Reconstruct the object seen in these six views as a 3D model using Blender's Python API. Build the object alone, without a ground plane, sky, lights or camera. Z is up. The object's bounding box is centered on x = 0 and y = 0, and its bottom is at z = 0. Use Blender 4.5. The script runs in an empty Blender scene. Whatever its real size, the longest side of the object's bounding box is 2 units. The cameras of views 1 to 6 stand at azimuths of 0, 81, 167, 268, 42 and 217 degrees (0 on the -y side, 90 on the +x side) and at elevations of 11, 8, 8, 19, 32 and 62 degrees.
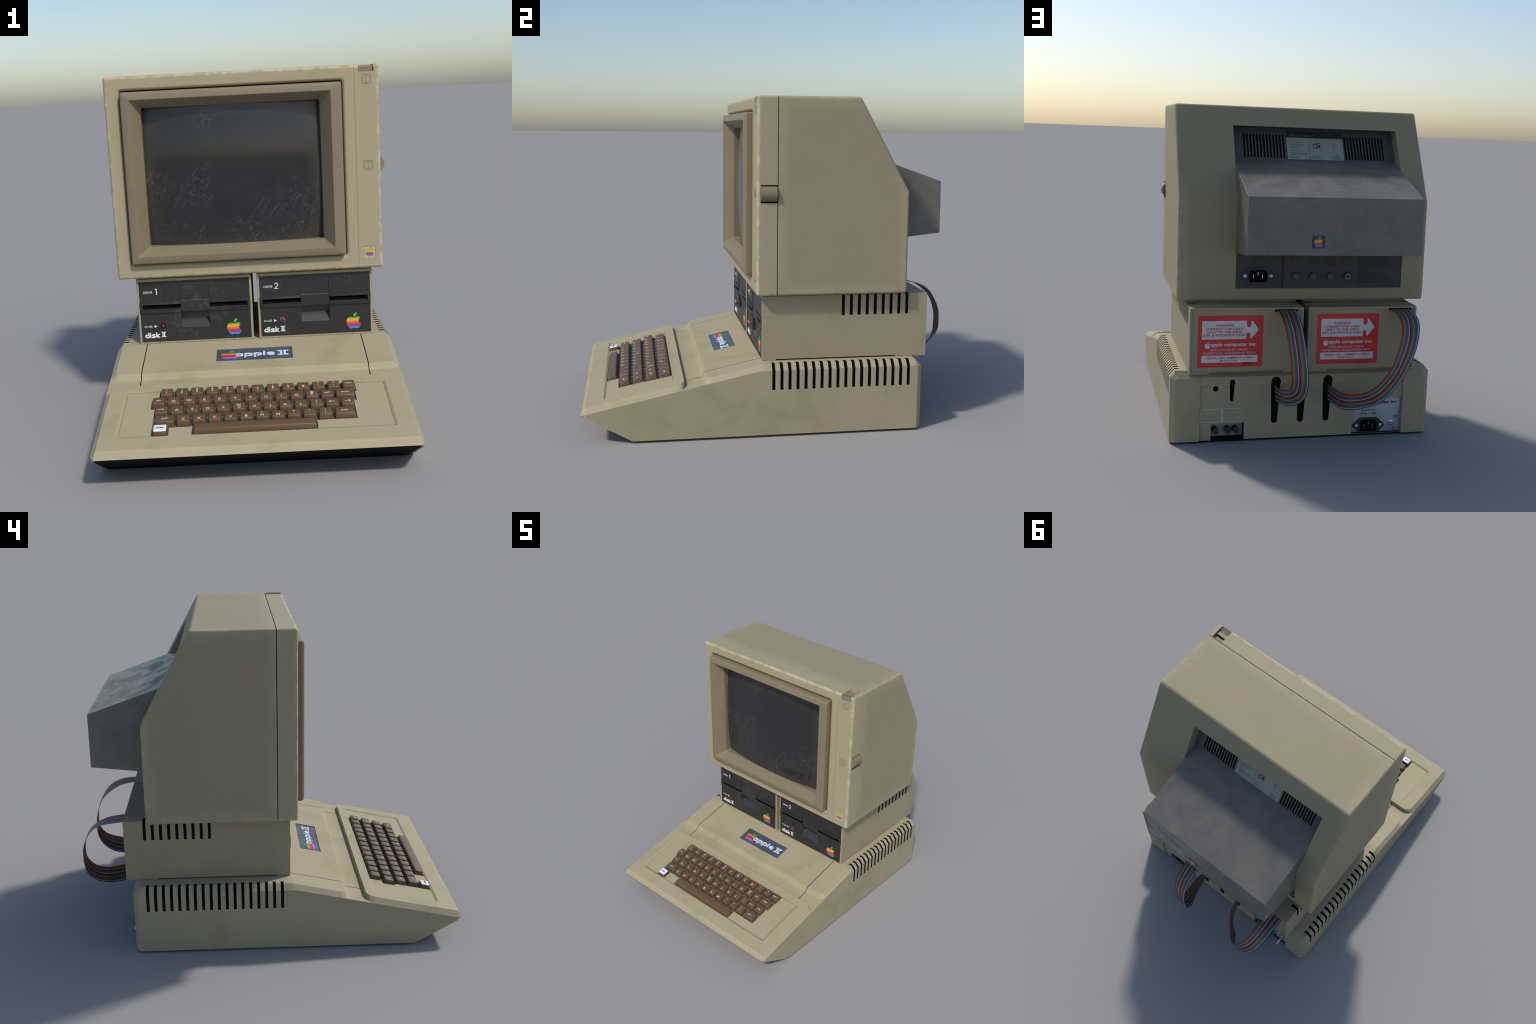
import bpy, bmesh, math, random
from mathutils import Vector, Matrix, Quaternion

random.seed(7)
COL = bpy.context.scene.collection

# =====================================================================
#  MATERIALS (all procedural)
# =====================================================================
def new_mat(name):
    m = bpy.data.materials.new(name)
    m.use_nodes = True
    nt = m.node_tree
    return m, nt, nt.nodes["Principled BSDF"]

def N(nt, kind, **kw):
    n = nt.nodes.new(kind)
    for k, v in kw.items():
        setattr(n, k, v)
    return n

def noise(nt, vec, scale, detail=4, rough=0.55, dist=0.0):
    n = N(nt, "ShaderNodeTexNoise")
    n.inputs["Scale"].default_value = scale
    n.inputs["Detail"].default_value = detail
    n.inputs["Roughness"].default_value = rough
    n.inputs["Distortion"].default_value = dist
    nt.links.new(vec, n.inputs["Vector"])
    return n.outputs["Fac"]

def ramp(nt, fac, stops):
    r = N(nt, "ShaderNodeValToRGB")
    el = r.color_ramp.elements
    while len(el) < len(stops):
        el.new(0.5)
    for e, (p, c) in zip(el, stops):
        e.position = p
        e.color = (c, c, c, 1) if isinstance(c, (int, float)) else (*c, 1)
    nt.links.new(fac, r.inputs["Fac"])
    return r.outputs["Color"]

def mix(nt, fac, a, b, mode="MIX"):
    m = N(nt, "ShaderNodeMix", data_type="RGBA", blend_type=mode)
    for sock, val in ((m.inputs["Factor"], fac), (m.inputs["A"], a), (m.inputs["B"], b)):
        if isinstance(val, (int, float)):
            sock.default_value = val
        elif isinstance(val, tuple):
            sock.default_value = (*val, 1)
        else:
            nt.links.new(val, sock)
    return m.outputs["Result"]

def math_node(nt, op, a, b=None):
    m = N(nt, "ShaderNodeMath", operation=op)
    for s, v in zip(m.inputs, (a, b)):
        if v is None:
            continue
        if isinstance(v, (int, float)):
            s.default_value = v
        else:
            nt.links.new(v, s)
    return m.outputs[0]

def obj_coords(nt, scale=(1, 1, 1), rot=(0, 0, 0)):
    tc = N(nt, "ShaderNodeTexCoord")
    mp = N(nt, "ShaderNodeMapping")
    if any(rot):                      # turn first, then stretch along the turned axes
        mp.vector_type = "TEXTURE"
        scale = tuple(1.0 / k for k in scale)
    mp.inputs["Scale"].default_value = scale
    mp.inputs["Rotation"].default_value = rot
    nt.links.new(tc.outputs["Object"], mp.inputs["Vector"])
    return mp.outputs["Vector"]

def edge_mask(nt, radius=0.016):
    """1 along convex and concave edges: how far a bevelled normal leaves the true one."""
    b = N(nt, "ShaderNodeBevel", samples=6)
    b.inputs["Radius"].default_value = radius
    g = N(nt, "ShaderNodeNewGeometry")
    d = N(nt, "ShaderNodeVectorMath", operation="DOT_PRODUCT")
    nt.links.new(b.outputs["Normal"], d.inputs[0])
    nt.links.new(g.outputs["Normal"], d.inputs[1])
    return ramp(nt, math_node(nt, "SUBTRACT", 1.0, d.outputs["Value"]), [(0.006, 0.0), (0.10, 1.0)])

def box_edge_mask(nt, centre, half, soft=0.024):
    """1 along the twelve edges of an axis-aligned box given in object coordinates."""
    tc = N(nt, "ShaderNodeTexCoord")
    sep = N(nt, "ShaderNodeSeparateXYZ")
    nt.links.new(tc.outputs["Object"], sep.inputs[0])
    near = []
    for k, ax in enumerate("XYZ"):
        d = math_node(nt, "ABSOLUTE", math_node(nt, "SUBTRACT", sep.outputs[ax], centre[k]))
        m = N(nt, "ShaderNodeMapRange", interpolation_type="SMOOTHSTEP")
        m.inputs["From Min"].default_value = half[k] - soft
        m.inputs["From Max"].default_value = half[k] - 0.002
        nt.links.new(d, m.inputs["Value"])
        near.append(m.outputs["Result"])
    pairs = [math_node(nt, "MULTIPLY", near[a], near[b]) for a, b in ((0, 1), (0, 2), (1, 2))]
    return math_node(nt, "MAXIMUM", pairs[0], math_node(nt, "MAXIMUM", pairs[1], pairs[2]))

def bump(nt, bsdf, height, strength, dist=0.001):
    b = N(nt, "ShaderNodeBump")
    b.inputs["Strength"].default_value = strength
    b.inputs["Distance"].default_value = dist
    nt.links.new(height, b.inputs["Height"])
    nt.links.new(b.outputs["Normal"], bsdf.inputs["Normal"])

def plain(name, col, rough=0.5, metallic=0.0, spec=0.5):
    m, nt, p = new_mat(name)
    p.inputs["Base Color"].default_value = (*col, 1)
    p.inputs["Roughness"].default_value = rough
    p.inputs["Metallic"].default_value = metallic
    p.inputs["Specular IOR Level"].default_value = spec
    return m

def aged_plastic(name, col, warm, green, grime, rough=0.64, grime_amt=0.35, wear=0.5, grime_scale=3.5, worn_box=None, rim=0.0, chip=1.24):
    """Yellowed ABS: slow hue drift, smudges of grime, paler rubbed edges."""
    m, nt, p = new_mat(name)
    v = obj_coords(nt)
    c = mix(nt, ramp(nt, noise(nt, v, 4.0, 3), [(0.35, 0.0), (0.65, 1.0)]), warm, green)
    c = mix(nt, 0.35, c, col)
    g = ramp(nt, noise(nt, v, grime_scale, 7, 0.62, 0.4), [(0.50, 0.0), (0.75, 1.0)])
    c = mix(nt, math_node(nt, "MULTIPLY", g, grime_amt), c, grime)
    sp = ramp(nt, noise(nt, v, 26.0, 6, 0.7), [(0.62, 0.0), (0.76, 1.0)])
    c = mix(nt, math_node(nt, "MULTIPLY", sp, 0.16), c, grime)
    if wear:
        patch = ramp(nt, noise(nt, v, 21.0, 5, 0.6), [(0.46, 0.0), (0.56, 1.0)])
        e = math_node(nt, "MULTIPLY", box_edge_mask(nt, *worn_box) if worn_box else edge_mask(nt), patch)
        light = tuple(min(1.0, k * chip) for k in col)
        if rim:                        # broad pale band: baked shading's lighter panel borders painted into the colour
            band = math_node(nt, "MULTIPLY", box_edge_mask(nt, *worn_box, soft=0.085), math_node(nt, "ADD", 0.55, math_node(nt, "MULTIPLY", patch, 0.45)))
            c = mix(nt, math_node(nt, "MULTIPLY", band, rim), c, tuple(k * 1.22 for k in col))
        c = mix(nt, math_node(nt, "MULTIPLY", e, wear), c, light)
    nt.links.new(c, p.inputs["Base Color"])
    r = ramp(nt, noise(nt, v, 9.0, 4), [(0.3, rough - 0.02), (0.7, rough + 0.03)])
    nt.links.new(r, p.inputs["Roughness"])
    p.inputs["Specular IOR Level"].default_value = 0.32
    bump(nt, p, noise(nt, v, 420.0, 2), 0.05, 0.0006)
    return m

BEIGE = aged_plastic("beige_plastic", (0.374, 0.325, 0.208), (0.388, 0.325, 0.217), (0.368, 0.335, 0.194), (0.285, 0.243, 0.152), grime_amt=0.26, wear=0.7)
BEIGE_DRIVE = aged_plastic("drive_beige_plastic", (0.335, 0.288, 0.182), (0.347, 0.288, 0.190), (0.330, 0.296, 0.170), (0.230, 0.192, 0.118), grime_amt=0.42, grime_scale=3.0, wear=0.6)  # whole beige darkened to carry the baked shade on the drive sides
BEIGE_FRONT = aged_plastic("worn_beige_plastic", (0.374, 0.325, 0.208), (0.388, 0.325, 0.217), (0.368, 0.335, 0.194), (0.285, 0.243, 0.152), grime_amt=0.26, wear=0.9, chip=1.38, worn_box=((0, 0.0615, 1.1999), (0.652, 0.2, 0.4891)))
BEIGE_REAR = aged_plastic("worn_rear_plastic", (0.318, 0.272, 0.169), (0.323, 0.272, 0.172), (0.315, 0.275, 0.165), (0.270, 0.230, 0.143), grime_amt=0.14, wear=0.7, worn_box=((0, 0.298, 1.1999), (0.652, 0.3345, 0.4891)), rim=0.75, chip=1.32)  # base tone lowered for the shading baked into top and side panel centres
BEIGE_LID = aged_plastic("grimy_beige_plastic", (0.374, 0.323, 0.207), (0.390, 0.325, 0.218), (0.368, 0.336, 0.190), (0.225, 0.190, 0.115), grime_amt=0.46, grime_scale=4.6, wear=0.7)
BROWN_BEZEL = aged_plastic("taupe_plastic", (0.218, 0.181, 0.114), (0.226, 0.181, 0.121), (0.212, 0.184, 0.109), (0.155, 0.124, 0.076), wear=0.45, grime_scale=6.0, rough=0.46)

def rear_grey():
    m, nt, p = new_mat("rear_grey_plastic")
    v = obj_coords(nt)
    a = ramp(nt, noise(nt, v, 5.0, 8, 0.66, 0.6), [(0.38, 0.0), (0.62, 1.0)])
    c = mix(nt, a, (0.140, 0.130, 0.111), (0.178, 0.165, 0.138))
    b = ramp(nt, noise(nt, v, 15.0, 5, 0.6), [(0.55, 0.0), (0.72, 1.0)])
    c = mix(nt, math_node(nt, "MULTIPLY", b, 0.5), c, (0.115, 0.106, 0.090))
    nt.links.new(c, p.inputs["Base Color"])
    flake = ramp(nt, noise(nt, v, 9.0, 7, 0.62, 0.5), [(0.44, 0.0), (0.60, 1.0)])
    nt.links.new(ramp(nt, flake, [(0.0, 0.31), (1.0, 0.58)]), p.inputs["Roughness"])
    bump(nt, p, noise(nt, v, 260.0, 2), 0.12, 0.0008)
    return m
REAR_GREY = rear_grey()

def dark_face():
    m, nt, p = new_mat("black_face_plastic")
    v = obj_coords(nt)
    c = mix(nt, noise(nt, v, 8.0, 3), (0.0190, 0.0200, 0.0195), (0.0230, 0.0238, 0.0232))
    reg = ramp(nt, noise(nt, v, 5.5, 2), [(0.53, 0.0), (0.70, 1.0)])
    mot = ramp(nt, noise(nt, v, 34.0, 8, 0.62, 0.9), [(0.50, 0.0), (0.60, 1.0)])
    dust = math_node(nt, "MULTIPLY", reg, mot)
    c = mix(nt, math_node(nt, "MULTIPLY", dust, 0.70), c, (0.062, 0.056, 0.049))
    sc = noise(nt, obj_coords(nt, (14, 1, 90), (0, 0.5, 0)), 5.0, 3)
    c = mix(nt, math_node(nt, "MULTIPLY", ramp(nt, sc, [(0.66, 0.0), (0.72, 1.0)]), 0.10), c, (0.11, 0.11, 0.11))
    nt.links.new(c, p.inputs["Base Color"])
    nt.links.new(ramp(nt, dust, [(0.0, 0.44), (1.0, 0.75)]), p.inputs["Roughness"])
    return m
BLACK_FACE = dark_face()

def key_brown():
    m, nt, p = new_mat("brown_key_plastic")
    v = obj_coords(nt)
    c = mix(nt, noise(nt, v, 30.0, 4), (0.119, 0.071, 0.036), (0.140, 0.083, 0.042))
    oi = N(nt, "ShaderNodeObjectInfo")
    c = mix(nt, math_node(nt, "MULTIPLY", oi.outputs["Random"], 0.30), c, (0.104, 0.061, 0.032))
    nt.links.new(c, p.inputs["Base Color"])
    p.inputs["Roughness"].default_value = 0.45
    bump(nt, p, noise(nt, v, 500.0, 2), 0.04, 0.0004)
    return m
KEY_BROWN = key_brown()

def glass_dark():
    """Dark picture-tube glass: brown dust toward the border, patches of fine scratches."""
    m, nt, p = new_mat("dark_tube_glass")
    tc = N(nt, "ShaderNodeTexCoord")
    sep = N(nt, "ShaderNodeSeparateXYZ")
    nt.links.new(tc.outputs["Object"], sep.inputs[0])
    dx = math_node(nt, "DIVIDE", math_node(nt, "ABSOLUTE", math_node(nt, "ADD", sep.outputs["X"], 0.057)), 0.428)
    dz = math_node(nt, "DIVIDE", math_node(nt, "ABSOLUTE", math_node(nt, "SUBTRACT", sep.outputs["Z"], 1.2015)), 0.337)
    d4 = math_node(nt, "ADD", math_node(nt, "POWER", dx, 6.0), math_node(nt, "POWER", dz, 6.0))
    v = obj_coords(nt)
    edge = math_node(nt, "ADD", d4, math_node(nt, "MULTIPLY", noise(nt, v, 60.0, 4), 0.25))
    edge = ramp(nt, edge, [(0.38, 0.0), (0.95, 1.0)])
    c = mix(nt, edge, (0.0215, 0.0217, 0.0222), (0.040, 0.036, 0.029))
    reg = ramp(nt, noise(nt, obj_coords(nt, (1, 1, 1), (0, 0.7, 0)), 3.6, 3), [(0.50, 0.0), (0.66, 1.0)])
    s1 = noise(nt, obj_coords(nt, (5, 1, 60), (0, -0.90, 0)), 4.0, 3, 0.6)
    s2 = noise(nt, obj_coords(nt, (5, 1, 50), (0, 0.55, 0)), 4.0, 3, 0.6)
    s = math_node(nt, "MAXIMUM", ramp(nt, s1, [(0.54, 0.0), (0.66, 1.0)]), ramp(nt, s2, [(0.58, 0.0), (0.70, 1.0)]))
    dots = ramp(nt, noise(nt, v, 45.0, 4, 0.7), [(0.40, 0.0), (0.58, 1.0)])
    s = math_node(nt, "MULTIPLY", math_node(nt, "MULTIPLY", s, dots), reg)
    c = mix(nt, math_node(nt, "MULTIPLY", s, 0.55), c, (0.17, 0.175, 0.185))
    haze = ramp(nt, noise(nt, v, 6.0, 6, 0.6), [(0.5, 0.0), (0.75, 1.0)])
    c = mix(nt, math_node(nt, "MULTIPLY", haze, 0.25), c, (0.040, 0.041, 0.044))
    nt.links.new(c, p.inputs["Base Color"])
    rr = ramp(nt, math_node(nt, "ADD", edge, s), [(0.0, 0.10), (1.0, 0.34)])
    nt.links.new(rr, p.inputs["Roughness"])
    p.inputs["Specular IOR Level"].default_value = 0.48
    return m
GLASS = glass_dark()

def label_red(name, col):
    m, nt, p = new_mat(name)
    v = obj_coords(nt)
    c = mix(nt, ramp(nt, noise(nt, v, 12.0, 5), [(0.45, 0.0), (0.75, 0.5)]), col, tuple(k * 0.72 for k in col))
    nt.links.new(c, p.inputs["Base Color"])
    p.inputs["Roughness"].default_value = 0.4
    return m
LABEL_RED = label_red("red_label_ink", (0.62, 0.026, 0.026))
LABEL_WHITE = label_red("white_label_ink", (0.62, 0.61, 0.60))

def badge_blue():
    m, nt, p = new_mat("slate_blue_badge")
    v = obj_coords(nt)
    c = mix(nt, ramp(nt, noise(nt, v, 9.0, 3), [(0.35, 0.0), (0.65, 1.0)]), (0.066, 0.096, 0.108), (0.056, 0.070, 0.105))
    nt.links.new(c, p.inputs["Base Color"])
    p.inputs["Roughness"].default_value = 0.4
    return m
BADGE = badge_blue()

VOID = plain("black_void", (0.0022, 0.0025, 0.003), 0.7, spec=0.2)
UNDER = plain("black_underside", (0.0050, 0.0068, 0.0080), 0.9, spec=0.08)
GROOVE = plain("dark_groove", (0.012, 0.0115, 0.010), 0.8, spec=0.2)
WELL = plain("key_well_grey", (0.15, 0.165, 0.145), 0.6)
PANEL_GREY = plain("dark_panel_grey", (0.042, 0.041, 0.038), 0.55)
PANEL_TOP = plain("vent_panel_grey", (0.072, 0.075, 0.076), 0.55)
CONNECTOR = plain("black_connector", (0.020, 0.022, 0.024), 0.5)
KNOB_GREY = plain("knob_grey", (0.060, 0.062, 0.063), 0.5)
METAL = plain("bright_metal", (0.62, 0.64, 0.65), 0.25, 1.0)
STEEL = plain("dull_plate_metal", (0.42, 0.44, 0.47), 0.45, 0.35)
RIVET = plain("screw_metal", (0.58, 0.58, 0.57), 0.35, 0.5)
WHITE = plain("white_print", (0.78, 0.78, 0.77), 0.5)
OFFWHITE = plain("legend_print", (0.70, 0.66, 0.58), 0.5)
BLUEWHITE = plain("badge_print", (0.63, 0.70, 0.86), 0.35)
INK = plain("black_print", (0.012, 0.012, 0.013), 0.6)
REDINK = plain("red_print", (0.50, 0.045, 0.05), 0.5)
FADED = plain("faded_print", (0.24, 0.22, 0.17), 0.6)
BROWNLINE = plain("engraved_line", (0.150, 0.126, 0.078), 0.7)
PALEGREY = plain("rear_print", (0.50, 0.51, 0.50), 0.6)
LENS = plain("red_lens", (0.17, 0.007, 0.007), 0.25)
GREYRING = plain("grey_ring", (0.20, 0.19, 0.17), 0.6)
LABEL_PALE = plain("pale_rating_label", (0.31, 0.335, 0.285), 0.6, spec=0.25)
LABEL_DARK = plain("rating_label_band", (0.030, 0.036, 0.044), 0.4)
PALEPRINT = plain("rating_print", (0.17, 0.19, 0.17), 0.5)
KEY_WHITE = plain("white_key_cap", (0.76, 0.76, 0.78), 0.4)
WINDOW_FLOOR = plain("glint_tuned_black_ramp", (0.026, 0.026, 0.027), 0.36, spec=0.7)  # slightly lighter and glossier than the black face around it
BOXWHITE = plain("emblem_plate", (0.47, 0.42, 0.29), 0.45)
JACK_RED = plain("red_jack", (0.33, 0.035, 0.035), 0.45)

STRIPE = [plain("stripe_green", (0.130, 0.440, 0.060), 0.4), plain("stripe_yellow", (0.86, 0.42, 0.035), 0.4),
          plain("stripe_orange", (0.84, 0.18, 0.022), 0.4), plain("stripe_red", (0.66, 0.042, 0.05), 0.4),
          plain("stripe_purple", (0.25, 0.055, 0.31), 0.4), plain("stripe_blue", (0.010, 0.33, 0.70), 0.4)]
STRIPE_BADGE = [plain("badge_green", (0.06, 0.33, 0.05), 0.35), plain("badge_orange", (0.66, 0.24, 0.02), 0.35),
                plain("badge_red", (0.62, 0.014, 0.035), 0.35), plain("badge_crimson", (0.60, 0.010, 0.045), 0.35),
                plain("badge_violet", (0.55, 0.11, 0.62), 0.35), plain("badge_blue", (0.015, 0.19, 0.72), 0.35)]
WIRE_COL = [("brown", (0.20, 0.035, 0.035)), ("red", (0.42, 0.030, 0.030)), ("orange", (0.48, 0.115, 0.022)),
            ("yellow", (0.42, 0.29, 0.025)), ("green", (0.035, 0.20, 0.075)), ("blue", (0.022, 0.13, 0.33)),
            ("violet", (0.10, 0.065, 0.22)), ("grey", (0.15, 0.15, 0.165)), ("white", (0.52, 0.52, 0.54)),
            ("black", (0.022, 0.021, 0.022))]
WIRE = [plain("wire_" + n, tuple(k * 0.82 + 0.006 for k in c), 0.36) for n, c in WIRE_COL]

# =====================================================================
#  GEOMETRY HELPERS
# =====================================================================
def make_obj(name, bm, mats, parent=None, smooth=None):
    me = bpy.data.meshes.new(name)
    bmesh.ops.recalc_face_normals(bm, faces=bm.faces)
    bm.to_mesh(me)
    bm.free()
    for m in (mats if isinstance(mats, (list, tuple)) else [mats]):
        me.materials.append(m)
    ob = bpy.data.objects.new(name, me)
    COL.objects.link(ob)
    if smooth:
        shade(ob, smooth)
    if parent:
        adopt(ob, parent)
    return ob

def adopt(ob, parent):
    ob.parent = parent
    ob.matrix_parent_inverse = Matrix.Translation(-parent_world(parent))

def parent_world(p):
    loc = Vector(p.location)
    return loc

def shade(ob, angle=35):
    me = ob.data
    me.polygons.foreach_set("use_smooth", [True] * len(me.polygons))
    me.set_sharp_from_angle(angle=math.radians(angle))

def apply_mods(ob):
    dg = bpy.context.evaluated_depsgraph_get()
    me = bpy.data.meshes.new_from_object(ob.evaluated_get(dg), preserve_all_data_layers=True, depsgraph=dg)
    old = ob.data
    ob.modifiers.clear()
    ob.data = me
    me.name = old.name
    bpy.data.meshes.remove(old)

def weighted(ob, angle=35):
    shade(ob, angle)
    md = ob.modifiers.new("wn", "WEIGHTED_NORMAL")
    md.keep_sharp = True
    apply_mods(ob)

def cut(ob, cutters, op="DIFFERENCE", self_hit=False):
    """Subtract a list of solids in one go; the cut faces keep the cutter's material."""
    bm = bmesh.new()
    mats = []
    for c in cutters:
        base = []
        for m in c.data.materials:
            if m not in mats:
                mats.append(m)
            base.append(mats.index(m))
        start = len(bm.faces)
        bm.from_mesh(c.data)
        bm.faces.ensure_lookup_table()
        for f in bm.faces[start:]:
            f.material_index = base[f.material_index] if base else 0
        me = c.data
        bpy.data.objects.remove(c)
        bpy.data.meshes.remove(me)
    tmp = make_obj("cutter", bm, mats)
    md = ob.modifiers.new("cut", "BOOLEAN")
    md.operation = op
    md.solver = "EXACT"
    md.use_self = self_hit
    md.material_mode = "TRANSFER"
    md.object = tmp
    apply_mods(ob)
    me = tmp.data
    bpy.data.objects.remove(tmp)
    bpy.data.meshes.remove(me)
    return ob

def box_bm(x0, x1, y0, y1, z0, z1):
    bm = bmesh.new()
    bmesh.ops.create_cube(bm, size=1.0)
    for v in bm.verts:
        v.co = Vector(((x0 + x1) / 2 + v.co.x * (x1 - x0), (y0 + y1) / 2 + v.co.y * (y1 - y0), (z0 + z1) / 2 + v.co.z * (z1 - z0)))
    return bm

def bevel_edges(bm, width, seg=3, test=None):
    es = [e for e in bm.edges if test is None or test(e)]
    bmesh.ops.bevel(bm, geom=es, offset=width, segments=seg, profile=0.5, affect="EDGES", clamp_overlap=True)

def box(name, x0, x1, y0, y1, z0, z1, mat, parent=None, bevel=0.0, seg=2):
    bm = box_bm(x0, x1, y0, y1, z0, z1)
    if bevel:
        bevel_edges(bm, bevel, seg)
    ob = make_obj(name, bm, mat, parent)
    if bevel:
        weighted(ob, 40)
    return ob

def prism_x(name, yz, x0, x1, mat, parent=None, bevel=0.0, seg=2, test=None):
    bm = bmesh.new()
    a = [bm.verts.new((x0, y, z)) for y, z in yz]
    b = [bm.verts.new((x1, y, z)) for y, z in yz]
    bm.faces.new(a)
    bm.faces.new(b[::-1])
    for i in range(len(yz)):
        j = (i + 1) % len(yz)
        bm.faces.new((a[i], b[i], b[j], a[j]))
    bmesh.ops.recalc_face_normals(bm, faces=bm.faces)
    if bevel:
        bevel_edges(bm, bevel, seg, test)
    ob = make_obj(name, bm, mat, parent)
    if bevel:
        weighted(ob, 40)
    return ob

def loft(rings, close_ends=True):
    """Skin a list of equally long vertex loops."""
    bm = bmesh.new()
    vs = [[bm.verts.new(p) for p in r] for r in rings]
    n = len(vs[0])
    for a, b in zip(vs[:-1], vs[1:]):
        for i in range(n):
            j = (i + 1) % n
            bm.faces.new((a[i], a[j], b[j], b[i]))
    if close_ends:
        bm.faces.new(vs[0][::-1])
        bm.faces.new(vs[-1])
    return bm

def round_rect(x0, x1, z0, z1, r, seg=4):
    pts = []
    for cx, cz, a0 in ((x1 - r, z1 - r, 0), (x0 + r, z1 - r, 90), (x0 + r, z0 + r, 180), (x1 - r, z0 + r, 270)):
        for k in range(seg + 1):
            a = math.radians(a0 + 90 * k / seg)
            pts.append((cx + r * math.cos(a), cz + r * math.sin(a)))
    return pts

def capsule(cx0, z0, r0, cx1, z1, r1, seg=8):
    """Tapered upright slot outline from a top circle (cx0,z0,r0) to a bottom one."""
    pts = [(cx0 + r0 * math.cos(math.pi * k / seg), z0 + r0 * math.sin(math.pi * k / seg)) for k in range(seg + 1)]
    pts += [(cx1 + r1 * math.cos(math.pi + math.pi * k / seg), z1 + r1 * math.sin(math.pi + math.pi * k / seg)) for k in range(seg + 1)]
    return pts

def prism_y(name, xz, y0, y1, mat, parent=None):
    return make_obj(name, loft([[(x, y0, z) for x, z in xz], [(x, y1, z) for x, z in xz]]), mat, parent)

def lathe(name, profile, axis_point, axis, mat, parent=None, seg=24, smooth=40):
    """Revolve (radius, height) pairs about an axis; one material, or one per profile step."""
    q = Vector((0, 0, 1)).rotation_difference(Vector(axis).normalized())
    o = Vector(axis_point)
    rings = [[o + q @ Vector((max(r, 1e-5) * math.cos(2 * math.pi * k / seg), max(r, 1e-5) * math.sin(2 * math.pi * k / seg), h)) for k in range(seg)] for r, h in profile]
    bm = loft(rings)
    return make_obj(name, bm, mat, parent, smooth=smooth)

class Plane:
    """A drawing plane lying on a surface: u right, v up, thin raised marks."""
    def __init__(self, origin, u, v, parent):
        self.o, self.u, self.v = Vector(origin), Vector(u).normalized(), Vector(v).normalized()
        self.n = self.u.cross(self.v)
        self.parent = parent

    def at(self, a, b, h=0.0):
        return self.o + self.u * a + self.v * b + self.n * h

    def slab(self, bm, pts, h0, h1, mi=0):
        lo = [bm.verts.new(self.at(a, b, h0)) for a, b in pts]
        hi = [bm.verts.new(self.at(a, b, h1)) for a, b in pts]
        fs = [bm.faces.new(hi), bm.faces.new(lo[::-1])]
        for i in range(len(pts)):
            j = (i + 1) % len(pts)
            fs.append(bm.faces.new((lo[i], lo[j], hi[j], hi[i])))
        for f in fs:
            f.material_index = mi

    def poly(self, name, pts, mat, h0=0.0002, h1=0.0012):
        bm = bmesh.new()
        self.slab(bm, pts, h0, h1)
        return make_obj(name, bm, mat, self.parent)

    def strokes(self, name, lines, mat, h=0.0010, step=0.00012):
        """lines: [(points, width, closed)]; each stroke a hair higher than the one before."""
        bm = bmesh.new()
        for k, (pts, w, closed) in enumerate(lines):
            n = len(pts)
            L, R = [], []
            for i in range(n):
                p = Vector(pts[i])
                a = Vector(pts[i - 1]) if (i > 0 or closed) else None
                b = Vector(pts[(i + 1) % n]) if (i < n - 1 or closed) else None
                d1 = (p - a).normalized() if a is not None else None
                d2 = (b - p).normalized() if b is not None else None
                d1 = d1 or d2
                d2 = d2 or d1
                t = (d1 + d2)
                t = t.normalized() if t.length > 1e-6 else d1
                nn = Vector((-t.y, t.x))
                c = max(0.45, nn.dot(Vector((-d1.y, d1.x))))
                L.append(p + nn * w / 2 / c)
                R.append(p - nn * w / 2 / c)
            m = n if closed else n - 1
            top = h + k * step
            vl = [(bm.verts.new(self.at(*q, top)), bm.verts.new(self.at(*q, 0.0001))) for q in L]
            vr = [(bm.verts.new(self.at(*q, top)), bm.verts.new(self.at(*q, 0.0001))) for q in R]
            for i in range(m):
                j = (i + 1) % n
                bm.faces.new((vl[i][0], vr[i][0], vr[j][0], vl[j][0]))
                bm.faces.new((vl[i][1], vl[j][1], vr[j][1], vr[i][1]))
                bm.faces.new((vl[i][1], vl[i][0], vl[j][0], vl[j][1]))
                bm.faces.new((vr[i][0], vr[i][1], vr[j][1], vr[j][0]))
            if not closed:
                for i in (0, n - 1):
                    bm.faces.new((vl[i][0], vl[i][1], vr[i][1], vr[i][0]))
        return make_obj(name, bm, mat, self.parent)

    def text(self, name, body, u, v, mat, width=None, height=None, align="LEFT", bold=0.0, h=0.0009):
        """Lettering fitted to a width and/or cap height, placed by its lower left/centre/right."""
        cu = bpy.data.curves.new(name, "FONT")
        cu.body = body
        cu.offset = bold
        cu.resolution_u = 3
        cu.extrude = 0.01
        t = bpy.data.objects.new(name, cu)
        COL.objects.link(t)
        dg = bpy.context.evaluated_depsgraph_get()
        me = bpy.data.meshes.new_from_object(t.evaluated_get(dg))
        bpy.data.objects.remove(t)
        bpy.data.curves.remove(cu)
        xs = [q.co.x for q in me.vertices]
        x0, x1 = min(xs), max(xs)
        sx = width / (x1 - x0) if width else None
        sy = height / 0.72 if height else None
        sx = sx or sy
        sy = sy or sx
        off = {"LEFT": 0.0, "CENTER": 0.5, "RIGHT": 1.0}[align] * (x1 - x0)
        for q in me.vertices:
            c = q.co.copy()
            q.co = self.at(u + (c.x - x0 - off) * sx, v + c.y * sy, h if c.z > 0 else 0.0001)
        me.name = name
        me.materials.clear()
        me.materials.append(mat)
        ob = bpy.data.objects.new(name, me)
        COL.objects.link(ob)
        if self.parent:
            adopt(ob, self.parent)
        return ob

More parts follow.
